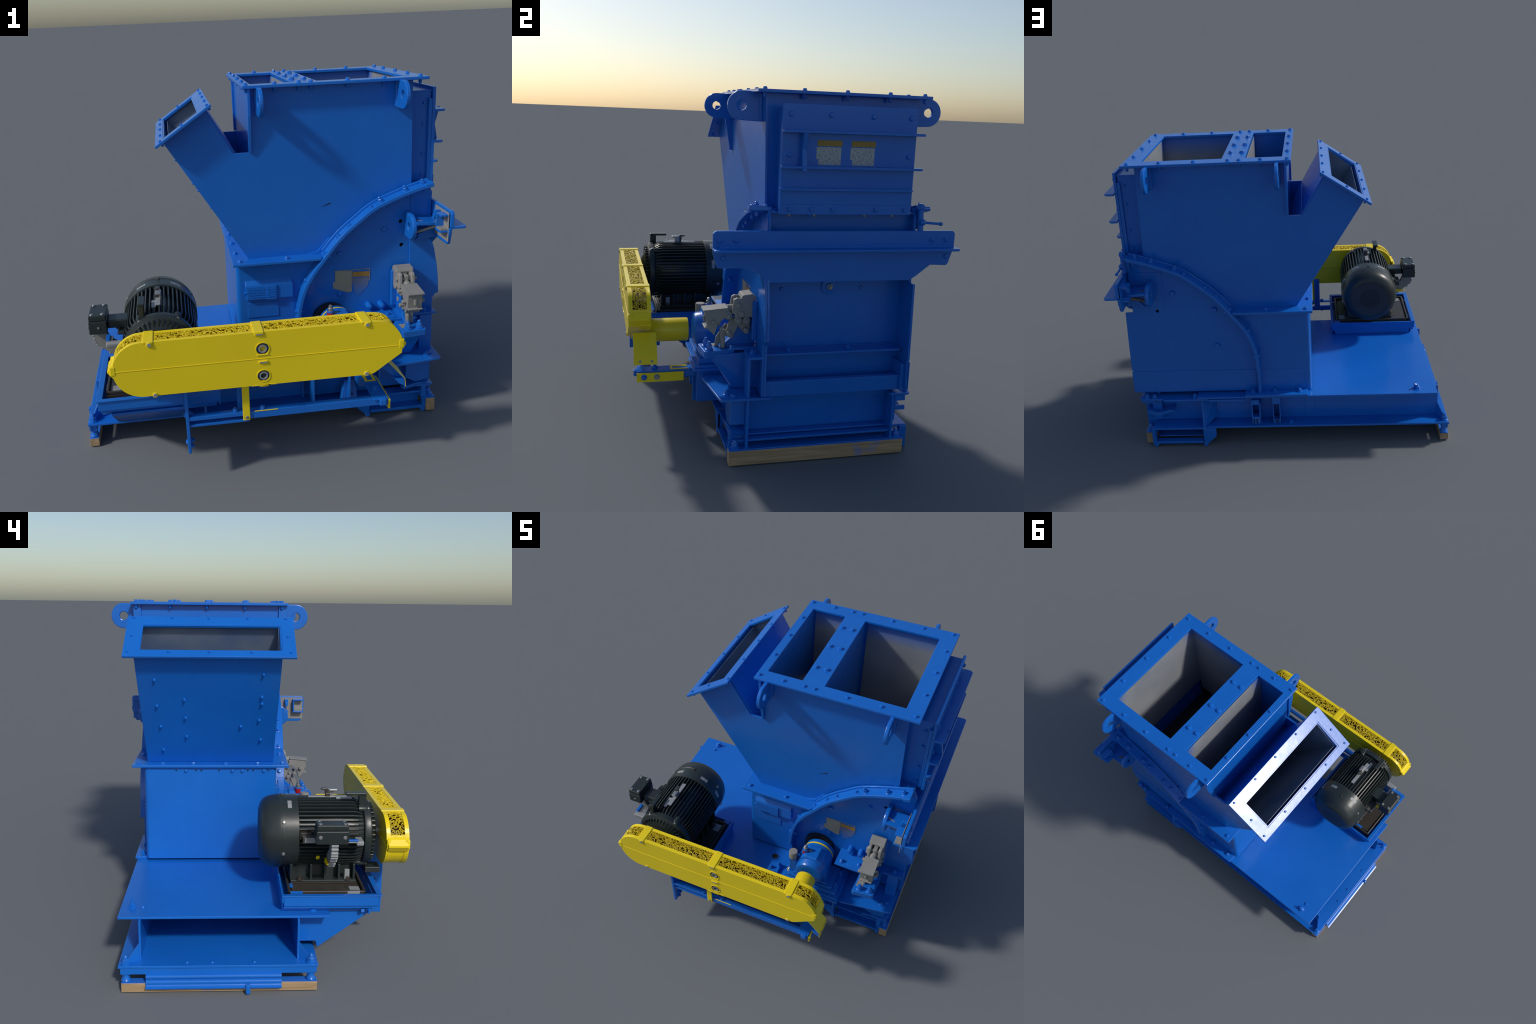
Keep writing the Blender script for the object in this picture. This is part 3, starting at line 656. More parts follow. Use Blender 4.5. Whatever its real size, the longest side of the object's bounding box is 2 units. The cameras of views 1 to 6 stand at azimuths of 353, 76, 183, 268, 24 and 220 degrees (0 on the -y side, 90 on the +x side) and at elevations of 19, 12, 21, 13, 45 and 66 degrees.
# ------------------------------------------------------------------ latch mechanism and its shelf, front right
def latch():
    sh = boxes("latch_shelf", [(0.507, 0.80, -0.302, -0.165, 0.556, 0.569), (0.80, 0.93, -0.238, -0.165, 0.548, 0.560)], BLUE, None, .002)
    boxes("shelf_tab", [(0.585, 0.69, -.292, -.19, .569, .575)], BLUE, sh, .002)
    for x, y in ((.545, -.268), (.655, -.255), (.87, -.21)): bolt((x, y, .569 if x < .8 else .560), (0, 0, 1), sh, .012, .022, kind='nut')
    # thick foot pad
    prism("foot_pad", [(.672, -.440), (.684, -.446), (.80, -.432), (.806, -.42), (.785, -.28), (.678, -.29)], 'z', .520, .556, BLUE, sh, .004)
    box("foot_shim", .685, .725, -.40, -.35, .5555, .5575, GREY, sh, 0)
    for x, y in ((.713, -.412), (.775, -.405)): bolt((x, y, .556), (0, 0, 1), sh, .014, .042, kind='nut')
    # bracket below: pyramid hung under the pad
    make("foot_bracket", [(.672, -.415, .53), (.80, -.405, .53), (.80, -.17, .548), (.672, -.17, .548), (.70, -.285, .352), (.775, -.285, .352), (.795, -.17, .352), (.68, -.17, .352)],
         [(0, 1, 2, 3), (4, 5, 6, 7), (0, 1, 5, 4), (1, 2, 6, 5), (2, 3, 7, 6), (3, 0, 4, 7)], BLUE, sh, .003)
    L = boxes("latch", [(.700, .722, -.285, -.190, .715, .806), (.766, .788, -.285, -.190, .715, .806)], GREY, None, .006)
    prism("latch_cap", [(-.255, .812), (-.248, .828), (-.200, .834), (-.180, .816), (-.185, .798), (-.25, .80)], 'x', .698, .790, GREY, L, .003)
    prism("latch_cheek", [(-.300, .735), (-.290, .806), (-.275, .814), (-.235, .808), (-.235, .72)], 'x', .703, .720, GREY, L, .004)
    prism("latch_cheek", [(-.300, .735), (-.290, .806), (-.275, .814), (-.235, .808), (-.235, .72)], 'x', .768, .786, GREY, L, .004)
    boxes("latch_tongue", [(.730, .757, -.285, -.20, .735, .800)], GREY, L, .006)
    cyl("latch_pin", (.743, -.318, .752), (.743, -.25, .752), .021, GREY, L, 20)
    cyl("latch_pin", (.743, -.324, .752), (.743, -.31, .752), .010, GREY, L, 12)
    cyl("latch_pin", (.690, -.268, .778), (.800, -.268, .778), .012, GREY, L, 16)
    cyl("latch_pin", (.688, -.255, .735), (.798, -.255, .735), .016, GREY, L, 16)
    # lower block with sloping roof
    prism("latch_block", [(-.434, .752), (-.322, .763), (-.308, .748), (-.330, .715), (-.365, .685), (-.381, .628), (-.415, .665), (-.424, .735)], 'x', .705, .782, GREY, L, .003)
    prism("latch_roof", [(-.438, .750), (-.322, .762), (-.318, .767), (-.437, .757)], 'x', .700, .787, GREY, L, .001)
    boxes("latch_rib", [(.737, .749, -.432, -.415, .690, .722), (.705, .782, -.431, -.41, .664, .672)], GREY, L, .003)
    prism("latch_spine", [(-.30, .70), (-.272, .715), (-.235, .72), (-.21, .70), (-.20, .655), (-.215, .632), (-.24, .64), (-.262, .668), (-.290, .604), (-.335, .622), (-.315, .66)], 'x', .735, .765, GREY, L, .004)
    for y, z, r in ((-.318, .728, .020), (-.268, .702, .020), (-.226, .700, .019), (-.226, .648, .014), (-.310, .632, .013)):
        cyl("latch_pin", (.716, y, z), (.790, y, z), r, GREY, L, 18)
        cyl("latch_pin", (.786, y, z), (.795, y, z), r * .5, GREY, L, 10)
    for y, z in ((-.318, .728), (-.39, .70), (-.35, .665)):
        cyl("latch_pin", (.685, y, z), (.71, y, z), .011, GREY, L, 14)
        cyl("latch_pin", (.78, y, z), (.802, y, z), .009, GREY, L, 14)
    prism("latch_strut", [(-.319, .675), (-.308, .663), (-.352, .557), (-.372, .557), (-.366, .606)], 'x', .722, .734, GREY, L, .003)
    boxes("latch_strut", [(.728, .765, -.345, -.325, .557, .65)], GREY, L, .004)
    # blue web behind
    prism("latch_web", [(-.285, .72), (-.21, .72), (-.172, .72), (-.172, .568), (-.345, .558), (-.290, .604), (-.272, .66)], 'x', .718, .742, BLUE, L, .003)
    boxes("latch_web", [(.69, .80, -.20, -.174, .60, .80)], BLUE, L, .005)
    boxes("latch_paint", [(.702, .785, -.323, -.316, .762, .7655), (.71, .78, -.30, -.285, .718, .726)], BLUE, L, .001)
latch()

# ------------------------------------------------------------------ name plates on the front of the housing
def plates():
    pl = prism("name_plate", [(.391, .812), (.482, .806), (.482, .690), (.458, .686), (.379, .716), (.379, .752), (.391, .752)], 'y', YF - .0025, YF + .001, BLOTCH, HOUSING, .0008)
    prism("name_plate", [(.487, .800), (.578, .797), (.578, .768), (.487, .772)], 'y', YF - .0025, YF + .001, OCHRE, HOUSING, .0005)
    m, nt, b_ = new_mat("faded_paint"); N, Lk = nt.nodes, nt.links
    tc = N.new("ShaderNodeTexCoord"); sp = N.new("ShaderNodeSeparateXYZ"); Lk.new(tc.outputs["Generated"], sp.inputs[0])
    rp = N.new("ShaderNodeValToRGB"); rp.color_ramp.elements[0].color = (.009, .14, .5, 1); rp.color_ramp.elements[1].color = (.15, .17, .24, 1)
    rp.color_ramp.elements[0].position = .05; Lk.new(sp.outputs["Z"], rp.inputs["Fac"]); Lk.new(rp.outputs["Color"], b_.inputs["Base Color"]); b_.inputs["Roughness"].default_value = .4
    prism("faded_patch", [(.487, .766), (.578, .763), (.570, .715), (.535, .675), (.512, .655), (.500, .68), (.487, .73)], 'y', YF - .0012, YF + .001, m, HOUSING, 0)
    boxes("plate_rim", [(.385, .580, YF - .003, YF + .001, .811, .814), (.578, .5805, YF - .003, YF + .001, .745, .812), (.4835, .486, YF - .003, YF + .001, .74, .812)], GREY, HOUSING, 0)
    # small housed panel with tread lettering and a plain patch below it
    b = boxes("hatch_box", [(-.092, .160, -.184, -.165, .695, .775)], BLUE, HOUSING, .003)
    prism("hatch_box", [(-.184, .775), (-.166, .800), (-.1665, .775)], 'x', -.092, .155, BLUE, b, .001)
    boxes("hatch_box", [(-.086, .072, -.189, -.184, .697, .772), (.018, .072, -.192, -.187, .694, .774)], BLUE, b, .002)
    boxes("hatch_box", [(-.083, .084, -.170, -.165, .588, .672)], BLUE, b, .002)
    cyl("hatch_knob", (-.10, -.178, .735), (-.088, -.178, .735), .008, BLUE, b, 10)
    v = []
    for r in range(4):
        for c in range(22):
            if rnd.random() < .82:
                x = -.078 + c * .0066; z = .708 + r * .014
                w = rnd.uniform(.0025, .005)
                v.append(box_vf(x, x + w, -.1935 if x > .016 else -.1905, -.188, z, z + rnd.uniform(.003, .006)))
    t = make("hatch_tread", *join_parts(v), BLUE, b); t["kind"] = "stuff"
plates()

# ------------------------------------------------------------------ shaft bearing
SX, SZ = 0.381, 0.540
def bearing():
    ax = (0, -1, 0)
    ring("shaft_seal", (SX - .02, YF, SZ - .0), ax, .05, .098, .022, DARK, HOUSING, 40)
    b = lathe("bearing_housing", [(.060, 0), (.090, .004), (.095, .012), (.095, .05), (.100, .055), (.103, .10), (.103, .165), (.100, .175), (.092, .190), (.090, .215), (.082, .226), (.065, .230), (.05, .230)],
              (SX, -0.20, SZ), ax, BLUE, None, 40)
    ring("yellow_band", (SX, -.236, SZ), ax, .09, .0965, .010, YELLOW, b, 40)
    # boxy body and stepped feet
    prism("bearing_body", [(SX - .105, .42), (SX + .105, .42), (SX + .103, .55), (SX + .07, .615), (SX + .03, .648), (SX - .05, .648), (SX - .09, .60), (SX - .103, .55)], 'y', -.385, -.275, BLUE, b, .012)
    boxes("bearing_foot", [(.207, .568, -.425, -.215, .4055, .430), (.235, .535, -.41, -.235, .430, .452), (.27, .50, -.40, -.25, .452, .475)], BLUE, b, .004)
    for x in (.232, .545):
        bolt((x, -.36, .430), (0, 0, 1), b, .014, .026, STEEL if x < .3 else BLUE, 'nut'); bolt((x, -.26, .430), (0, 0, 1), b, .014, .026, kind='nut')
    # pedestal flaring down to the frame
    make("bearing_pedestal", [(.205, -.428, .401), (.57, -.436, .401), (.57, -.205, .401), (.205, -.205, .401), (.225, -.28, .15), (.55, -.28, .15), (.55, -.236, .15), (.225, -.236, .15)],
         [(0, 1, 2, 3), (4, 5, 6, 7), (0, 1, 5, 4), (1, 2, 6, 5), (2, 3, 7, 6), (3, 0, 4, 7)], BLUE, b, .003)
    boxes("pedestal_step", [(.20, .585, -.445, -.20, .388, .405), (.40, .59, -.455, -.30, .372, .388)], BLUE, b, .003)
    boxes("pedestal_rib", [(.40, .41, -.43, -.236, .14, .38), (.555, .565, -.43, -.236, .20, .38), (.21, .22, -.42, -.236, .16, .39)], BLUE, b, .002)
    # grease cap with red band, grey breather cup
    lathe("grease_cap", [(.019, 0), (.019, .028)], (.325, -.338, .628), (0, 0, 1), RED, b, 20)
    lathe("grease_cap", [(.019, 0), (.019, .006), (.014, .008)], (.325, -.338, .656), (0, 0, 1), BLUE, b, 20)
    lathe("grease_cap", [(.014, 0), (.014, .018), (.010, .022), (.009, .032), (.003, .036)], (.325, -.338, .661), (0, 0, 1), STEEL, b, 16)
    box("grease_nipple", .34, .366, -.335, -.318, .63, .652, STEEL, b, .004)
    lathe("breather_cup", [(.014, 0), (.020, .018), (.027, .022), (.027, .070), (.025, .074)], (.257, -.374, .573), (0, 0, 1), GREY, b, 24)
    box("breather_bracket", .235, .285, -.385, -.345, .45, .60, BLUE, b, .006)
    return b
bearing()

# ------------------------------------------------------------------ belt guard
GY0, GY1 = -0.779, -0.666
def guard():
    # closed outline of the guard (xz), counter-clockwise seen from the front is left -> bottom -> right -> top
    LC = Vector((-0.622, 0.655)); R = 0.132
    left = [LC + Vector((math.cos(a) * R, math.sin(a) * R)) for a in [pi * .5 + pi * k / 20 for k in range(21)]]
    right = smooth_path([(.385, .521), (.408, .5225), (.432, .530), (.490, .571), (.552, .614), (.557, .622), (.559, .650), (.557, .690), (.547, .715), (.533, .737), (.510, .763), (.482, .777), (.448, .783), (.410, .786), (.372, .787)], 3)
    outline = left + right
    n = len(outline)
    top = outline[0]                                             # start at top of left arc
    face = [(p.x, p.y) for p in outline]
    g = prism("belt_guard", face, 'y', GY0, GY0 + .010, YELLOW, None, .0035)
    def drill(x, z, r): return cyl("c", (x, GY0 - .05, z), (x, GY0 + .03, z), r, YELLOW)
    cut(g, [drill(-.087, .704, .0285), drill(-.087, .570, .0275)])
    bk = prism("guard_back", face, 'y', GY1 - .008, GY1, YELLOW, g, .003)
    # perimeter walls as one closed path: length parameter runs left over the bottom to the right end and back along the top
    path = outline + [outline[0]]
    L = [0.0]
    for a, b in zip(path, path[1:]): L.append(L[-1] + (b - a).length)
    def at(s):
        s = s % L[-1]
        for i in range(len(path) - 1):
            if L[i + 1] >= s:
                t = (s - L[i]) / max(L[i + 1] - L[i], 1e-9)
                p = path[i].lerp(path[i + 1], t); d = (path[i + 1] - path[i]).normalized()
                return p, Vector((d.y, -d.x))
    def section(s0, s1, y0, y1, t0, t1, name="guard_rim", step=.012, mat=YELLOW, bev=0.0):
        k = max(2, int(abs(s1 - s0) / step)); v, f = [], []
        for i in range(k + 1):
            s = s0 + (s1 - s0) * i / k
            p, nn = at(s)
            # average the normal a little so curved parts stay smooth
            pa, na = at(s - .006); pb, nb = at(s + .006); nn = (na + nb + nn).normalized()
            a, b = p + nn * t0, p + nn * t1
            v += [(a.x, y0, a.y), (a.x, y1, a.y), (b.x, y1, b.y), (b.x, y0, b.y)]
        for i in range(k):
            for q in range(4): f.append((i * 4 + q, i * 4 + (q + 1) % 4, i * 4 + 4 + (q + 1) % 4, i * 4 + 4 + q))
        f.append((0, 1, 2, 3)); e = k * 4; f.append((e, e + 1, e + 2, e + 3))
        return v, f
    total = L[-1]
    def s_of(x, z):       # nearest path parameter
        best = min(range(2000), key=lambda k: (at(total * k / 2000)[0] - Vector((x, z))).length)
        return total * best / 2000
    sL0 = 0.0
    s_left_mesh_end = s_of(-.748, .700)      # on the left arc going down
    s_right_mesh_end = s_of(.556, .698)
    # rims all the way round, at both edges
    make("guard_rim", *join_parts([section(0, total, GY0 + .001, GY0 + .021, -.007, -.0005), section(0, total, GY1 - .021, GY1 - .001, -.007, -.0005)]), YELLOW, g, 0)
    # closed bottom and ends
    make("guard_wall", *join_parts([section(s_left_mesh_end, s_right_mesh_end, GY0 + .009, GY1 - .007, -.009, -.003)]), YELLOW, g, 0)
    # clips
    clips = [(-.588, .046), (-.102, .046), (.388, .046)]
    for cx, w in clips:
        s = s_of(cx, .787)
        make("guard_clip", *section(s - w / 2, s + w / 2, GY0 - .003, GY1 + .003, -.006, .0040), YELLOW, g, .003)
        # tab folded over the front, with a screw
        if cx > -.2 and cx < 0:
            boxes("guard_clip", [(cx - .020, cx + .022, GY0 - .005, GY0 + .001, .771, .790)], YELLOW, g, .003)
            box("clip_pin", cx - .012, cx + .016, GY0 - .0075, GY0 - .006, .7745, .7805, GREY, g, 0)
            boxes("guard_clip", [(cx - .006, cx + .036, GY0 - .006, GY0 + .001, .634, .646)], YELLOW, g, .003)
            box("clip_pin", cx + .000, cx + .030, GY0 - .0072, GY0 - .005, .636, .6425, GREY, g, 0)
        else:
            lathe("guard_clip", [(.0145, 0), (.014, .005), (.011, .007)], (cx + .004, GY0 + .001, .776), (0, -1, 0), YELLOW, g, 20)
            lathe("clip_pin", [(.0095, 0), (.0085, .0025)], (cx + .004, GY0 - .0055, .775), (0, -1, 0), STICKER, g, 16)
    for cx, cz in ((-.577, .527), (.391, .528)):
        lathe("guard_clip", [(.013, 0), (.0125, .003), (.0105, .004)], (cx, GY0 + .001, cz), (0, -1, 0), YELLOW, g, 20)
        lathe("clip_pin", [(.009, 0), (.008, .0025)], (cx, GY0 - .0028, cz), (0, -1, 0), STICKER, g, 16)
    # split line: raised seam along the middle of both faces
    boxes("guard_seam", [(-.752, .558, GY0 - .0018, GY0 + .001, .6542, .6580), (-.752, .558, GY1 - .001, GY1 + .003, .6535, .6585)], YELLOW, g, .0014)
    # end flanges with lumps where the halves are bolted
    for sgn, x0, z0 in ((-1, -.748, .655), (1, .551, .657)):
        pts = [(x0 - sgn * .012, z0 + .045), (x0 + sgn * .008, z0 + .030), (x0 + sgn * .028, z0 + .005), (x0 + sgn * .028, z0 - .004), (x0 + sgn * .008, z0 - .030), (x0 - sgn * .012, z0 - .045)]
        prism("end_flange", pts, 'y', GY0 + .006, GY1 - .006, YELLOW, g, .004)
        boxes("end_flange", [tuple(sorted((x0 - sgn * .01, x0 + sgn * .018))) + (GY0 + a, GY0 + a + .022, z0 - .018, z0 + .030) for a in (-.002, .091)], YELLOW, g, .006)
    # sight glasses
    for z, r in ((.704, .0285), (.570, .0275)):
        ring("sight_rim", (-.087, GY0 + .002, z), (0, -1, 0), r + .0005, r + .0042, .0045, YELLOW, g, 32)
        ring("sight_sleeve", (-.087, GY0 + .045, z), (0, -1, 0), .014, r + .008, .030, BLUE, g, 32)
        ring("sight_tube", (-.087, GY0 + .020, z), (0, -1, 0), .0135, .0195, .022, STICKER, g, 28)
        lathe("sight_glass", [(.0136, 0), (.0136, .002)], (-.087, GY0 + .010, z), (0, -1, 0), BASEBLACK if z < .6 else YELLOW_MESH, g, 20)
    boxes("sight_rim", [(-.114, -.060, GY0 - .004, GY0 + .003, .672, .679)], YELLOW, g, .002)
    prism("sight_rim", [(-.118, .524), (-.145, .521), (-.03, .521), (-.056, .528), (-.07, .517), (-.10, .517)], 'y', GY0 - .002, GY0 + .01, YELLOW, g, .002)
    # expanded metal panels over the belts
    mesh_v = []
    strips = []
    sc = [s_of(c[0], .787) for c in clips]
    hw = .024
    tops = sorted(sc)
    # order along s: right end ... sc(.388) ... sc(-.102) ... sc(-.588) ... total(=0) ... left end
    s388, s102, s588 = sc[2], sc[1], sc[0]
    if s588 < s102: s588 += total
    strips = [(s_right_mesh_end, s388 - hw - .002), (s388 + hw, s102 - hw), (s102 + hw, s588 - hw), (s588 + hw, total + s_left_mesh_end)]
    # end stops beside the clips
    stops = []
    for a, b in strips:
        stops += [section(a - .004, a + .006, GY0 + .015, GY1 - .015, -.010, -.002, step=.004), section(b - .006, b + .004, GY0 + .015, GY1 - .015, -.010, -.002, step=.004)]
    make("guard_rim", *join_parts(stops), YELLOW, g, 0)
    ya, yb = GY0 + .0185, GY1 - .0185
    def lattice(s0, s1):
        """ragged expanded-metal lattice: jittered hexagons, each cell opened up by insetting"""
        bm = bmesh.new()
        cw = .0082; rows = int((yb - ya) / (cw * .86)); rh = (yb - ya) / rows
        cols = max(2, int((s1 - s0) / cw)); cwx = (s1 - s0) / cols
        vmap = {}
        def vert(i, j):    # brick-style vertices on half columns
            k = (i, j)
            if k not in vmap:
                u = s0 + i * cwx * .5; w = ya + j * rh
                if 0 < j < rows:
                    w += rnd.uniform(-.32, .32) * rh
                u += rnd.uniform(-.20, .20) * cwx
                u = min(max(u, s0), s1)
                vmap[k] = bm.verts.new((u, w, 0))
            return vmap[k]
        faces = []
        for j in range(rows):
            o = j % 2
            for c in range(cols + (1 if o else 0)):
                i0 = max(2 * c - o, 0); i1 = min(2 * c + 2 - o, 2 * cols)
                if i1 <= i0: continue
                im = [i for i in range(i0, i1 + 1)]
                lo = [vert(i, j) for i in im]; hi = [vert(i, j + 1) for i in im]
                try: faces.append(bm.faces.new(lo + hi[::-1]))
                except ValueError: pass
        # knock a few walls out so that cells merge into bigger gaps
        inner = [e for e in bm.edges if len(e.link_faces) == 2]
        kill = rnd.sample(inner, int(len(inner) * .13))
        bmesh.ops.dissolve_edges(bm, edges=kill, use_verts=True)
        bm.faces.ensure_lookup_table()
        out = bmesh.ops.inset_individual(bm, faces=list(bm.faces), thickness=.00125, depth=0)
        rims = set(out["faces"])
        holes = [f for f in bm.faces if f not in rims]
        bmesh.ops.delete(bm, geom=holes, context='FACES')
        # give the strands depth
        ext = bmesh.ops.extrude_face_region(bm, geom=list(bm.faces))
        for v in ext["geom"]:
            if isinstance(v, bmesh.types.BMVert): v.co.z -= .003
        bm.verts.index_update(); bm.normal_update()
        vs, fs = [], []
        for v in bm.verts:
            p, nn = at(v.co.x); pa, na = at(v.co.x - .006); pb, nb = at(v.co.x + .006); nn = (na + nb + nn).normalized()
            q = p + nn * (v.co.z - .0012 + .0012 * math.sin(v.co.x * 520 + v.co.y * 700))
            vs.append((q.x, v.co.y, q.y))
        for f in bm.faces: fs.append([v.index for v in f.verts])
        bm.free(); return vs, fs
    for a, b in strips:
        m = make("expanded_mesh", *lattice(a, b), YELLOW_MESH, g); m["kind"] = "stuff"
    # small mesh vent low on the right nose
    # dark brown sheet under the mesh, colouring in the shade seen through its gaps
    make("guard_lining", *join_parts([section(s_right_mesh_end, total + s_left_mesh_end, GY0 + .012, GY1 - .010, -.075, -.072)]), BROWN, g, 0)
    # collar over the shaft
    lathe("shaft_collar", [(.060, 0), (.062, .003), (.062, .205), (.060, .210)], (SX, GY1 - .004, SZ), (0, 1, 0), YELLOW, g, 40)
    # discharge chute below the nose
    path = [Vector(p) for p in ((.500, .566), (.500, .566), (.586, .468), (.590, .424))]
    ch = ribbon("guard_chute", path[1:], -.755, -.637, -.0025, .0, YELLOW, g, .0008)
    ribbon("chute_underside", path[1:], -.754, -.638, -.0065, -.003, BLUE, ch, .0008)
    prism("chute_stay", [(.47, .525), (.498, .556), (.5785, .464), (.583, .430), (.566, .440), (.50, .505)], 'y', -.722, -.716, BLUE, ch, .001)
    prism("chute_stay", [(.535, .470), (.5785, .464), (.583, .430), (.556, .444)], "y", -.7535, -.722, BLUE, ch, .0005)
    for y in (-.722, -.664): lathe("chute_eyelet", [(.0075, 0), (.0065, .002)], (.588, y, .441), (1, 0, .12), STICKER, ch, 14)
    return g
guard()

# ------------------------------------------------------------------ rails that carry the guard
def rails():
    r = boxes("guard_rail", [(-.445, -.155, -.722, -.716, .338, .358), (-.155, .500, -.722, -.716, .320, .358), (-.445, .4995, -.716, -.690, .352, .3575), (-.445, -.155, -.718, -.700, .303, .315), (-.445, .509, -.688, -.656, .302, .310), (-.445, .5085, -.656, -.650, .3025, .336)], BLUE, None, .002)
    prism("hanging_bar", [(-.724, .520), (-.724, .165), (-.530, .172), (-.530, .215), (-.590, .298), (-.655, .330), (-.655, .520)], "x", -.452, -.436, BLUE, r, .003)
    for z in (.355, .21): bolt((-.436, -.68, z), (1, 0, 0), r, .012, .018, kind='nut'); bolt((-.452, -.69, z), (-1, 0, 0), r, .012, .010)
    bolt((-.436, -.69, .185), (1, 0, 0), r, .010, .018)
    boxes("rail_strap", [(-.186, -.152, -.730, -.723, .318, .53)], YELLOW, r, .002)
    bolt((-.168, -.730, .334), (0, -1, 0), r, .008, .004, STEEL, 'round')
    boxes("rail_post", [(-.205, -.165, -.672, -.658, .300, .56)], BLUE, r, .003)
    for x in (-.22, -.09): bolt((x, -.705, .358), (0, 0, 1), r, .013, .016, kind='round'); bolt((x, -.67, .302), (0, 0, -1), r, .011, .010, kind='round')
    # cross arms back to the frame
    boxes("rail_arm", [(.440, .5115, -.735, -.305, .3522, .360), (.504, .5112, -.7345, -.305, .322, .3522), (.43, .47, -.50, -.236, .30, .345)], BLUE, r, .002)
    box("end_plate", .512, .522, -.735, -.493, .304, .352, YELLOW, r, .001)
    for y in (-.698, -.633): bolt((.522, y, .330), (1, 0, 0), r, .013, .013, STICKER if y > -.65 else BLUE)
    boxes("rail_nut", [(.468, .500, -.75, -.72, .33, .3625)], BLUE, r, .004)
    bolt((.475, -.64, .360), (0, 0, 1), r, .014, .02, kind='nut'); bolt((.475, -.68, .352), (0, 0, -1), r, .012, .02)
    boxes("arm_slot", [(.447, .462, -.56, -.47, .3605, .3625), (.490, .503, -.56, -.47, .3605, .3625), (.462, .490, -.56, -.55, .3605, .3625)], YELLOW, r, 0)
    boxes("paint_edge", [(-.13, -.02, -.7235, -.7205, .3555, .3590)], YELLOW, r, 0)
    prism("rail_stand", [(.365, .15), (.455, .15), (.45, .23), (.43, .285), (.385, .285)], 'y', -.39, -.345, BLUE, r, .003)
    bolt((.425, -.39, .20), (0, -1, 0), r, .006, .0015, HOLE, 'round')
    return r
rails()

# ------------------------------------------------------------------ motor tray and motor
def tray():
    x0, x1, y0, y1 = -.856, -.280, -.628, -.152
    t = boxes("motor_tray", [(x0, x0 + .008, y0 + .0085, y1 - .0105, .385, .434), (x1 - .008, x1, y0 + .0085, y1 - .0105, .352, .434), (x0, x1, y0, y0 + .008, .385, .434),
                             (x0 - .004, x0 + .022, y0 - .004, y1, .4345, .4395), (x0 - .006, x1, y0 - .008, y0 + .018, .4350, .4400), (x1 - .014, x1 + .002, y0, y1, .4348, .4392)], BLUE, None, .0015)
    prism("tray_wall", [(x0 - .002, .436), (x0 + .002, .405), (x0 + .034, .352), (x1 - .028, .352), (x1 + .002, .405), (x1 + .002, .438)], 'y', y1 - .010, y1, BLUE, t, .002)
    boxes("tray_floor", [(x0 + .008, x1 - .008, y0 + .008, y1 - .010, .372, .382)], BLUE, t, 0)
    boxes("tray_channel", [(x0 + .012, x1 - .15, y0 + .045, y0 + .055, .338, .386), (x0 + .03, x0 + .040, y0 + .05, y1, .352, .386), (-.46, -.30, y0 + .02, y0 + .03, .345, .386)], BLUE, t, .002)
    # wedge brackets carrying the overhang
    pts = [(-.238, .337), (-.238, .176), (-.325, .176), (-.336, .142), (-.600, .337)]
    prism("tray_bracket", pts, 'x', -.800, -.788, BLUE, t, .002)
    prism("tray_bracket", pts, 'x', -.455, -.443, BLUE, t, .002)
    make("tray_apron", [(-.79, -.338, .142), (-.452, -.338, .142), (-.452, -.598, .336), (-.79, -.598, .336), (-.79, -.330, .150), (-.452, -.330, .150), (-.452, -.590, .344), (-.79, -.590, .344)],
         [(0, 1, 2, 3), (4, 5, 6, 7), (0, 1, 5, 4), (1, 2, 6, 5), (2, 3, 7, 6), (3, 0, 4, 7)], BLUE, t, .001)
    boxes("tray_bracket", [(-.80, -.30, -.60, -.386, .3365, .349), (-.835, -.805, -.595, -.565, .350, .378), (-.36, -.348, -.56, -.24, .27, .34)], BLUE, t, .002)
    cyl("tray_pin", (-.835, -.548, .352), (-.80, -.553, .335), .010, BLUE, t, 12)
    # black slide base with upturned rim
    bx0, bx1, by0, by1 = -.818, -.312, -.563, -.185
    b = boxes("slide_base", [(bx0, bx1, by0, by1, .400, .430), (bx0, bx1, by0, by0 + .012, .428, .447), (bx0, bx1, by1 - .012, by1, .428, .447), (bx0, bx0 + .012, by0, by1, .428, .447), (bx1 - .012, bx1, by0, by1, .428, .447)], BASEBLACK, t, .004)
    boxes("slide_base", [(-.800, -.70, by0 + .02, by1 - .02, .43, .437), (-.42, -.33, by0 + .02, by1 - .02, .43, .437)], BASEBLACK, t, .002)
    boxes("pale_sticker", [(bx0 - .001, bx0 + .0, by0 + .03, by0 + .09, .432, .447), (-.40, -.335, by1 - .09, by1 - .03, .4375, .4385), (-.79, -.74, -.54, -.49, .4375, .4385)], STICKER, t, 0)
    boxes("paint_chip", [(bx0 - .0012, bx0, by1 - .07, by1 - .012, .434, .447), (-.75, -.70, by1 - .03, by1 - .014, .4375, .4384)], BLUE, t, 0)
    boxes("tray_wedge", [(-.34, -.30, -.19, -.155, .383, .44)], BLUE, t, .002)
    return t
tray()

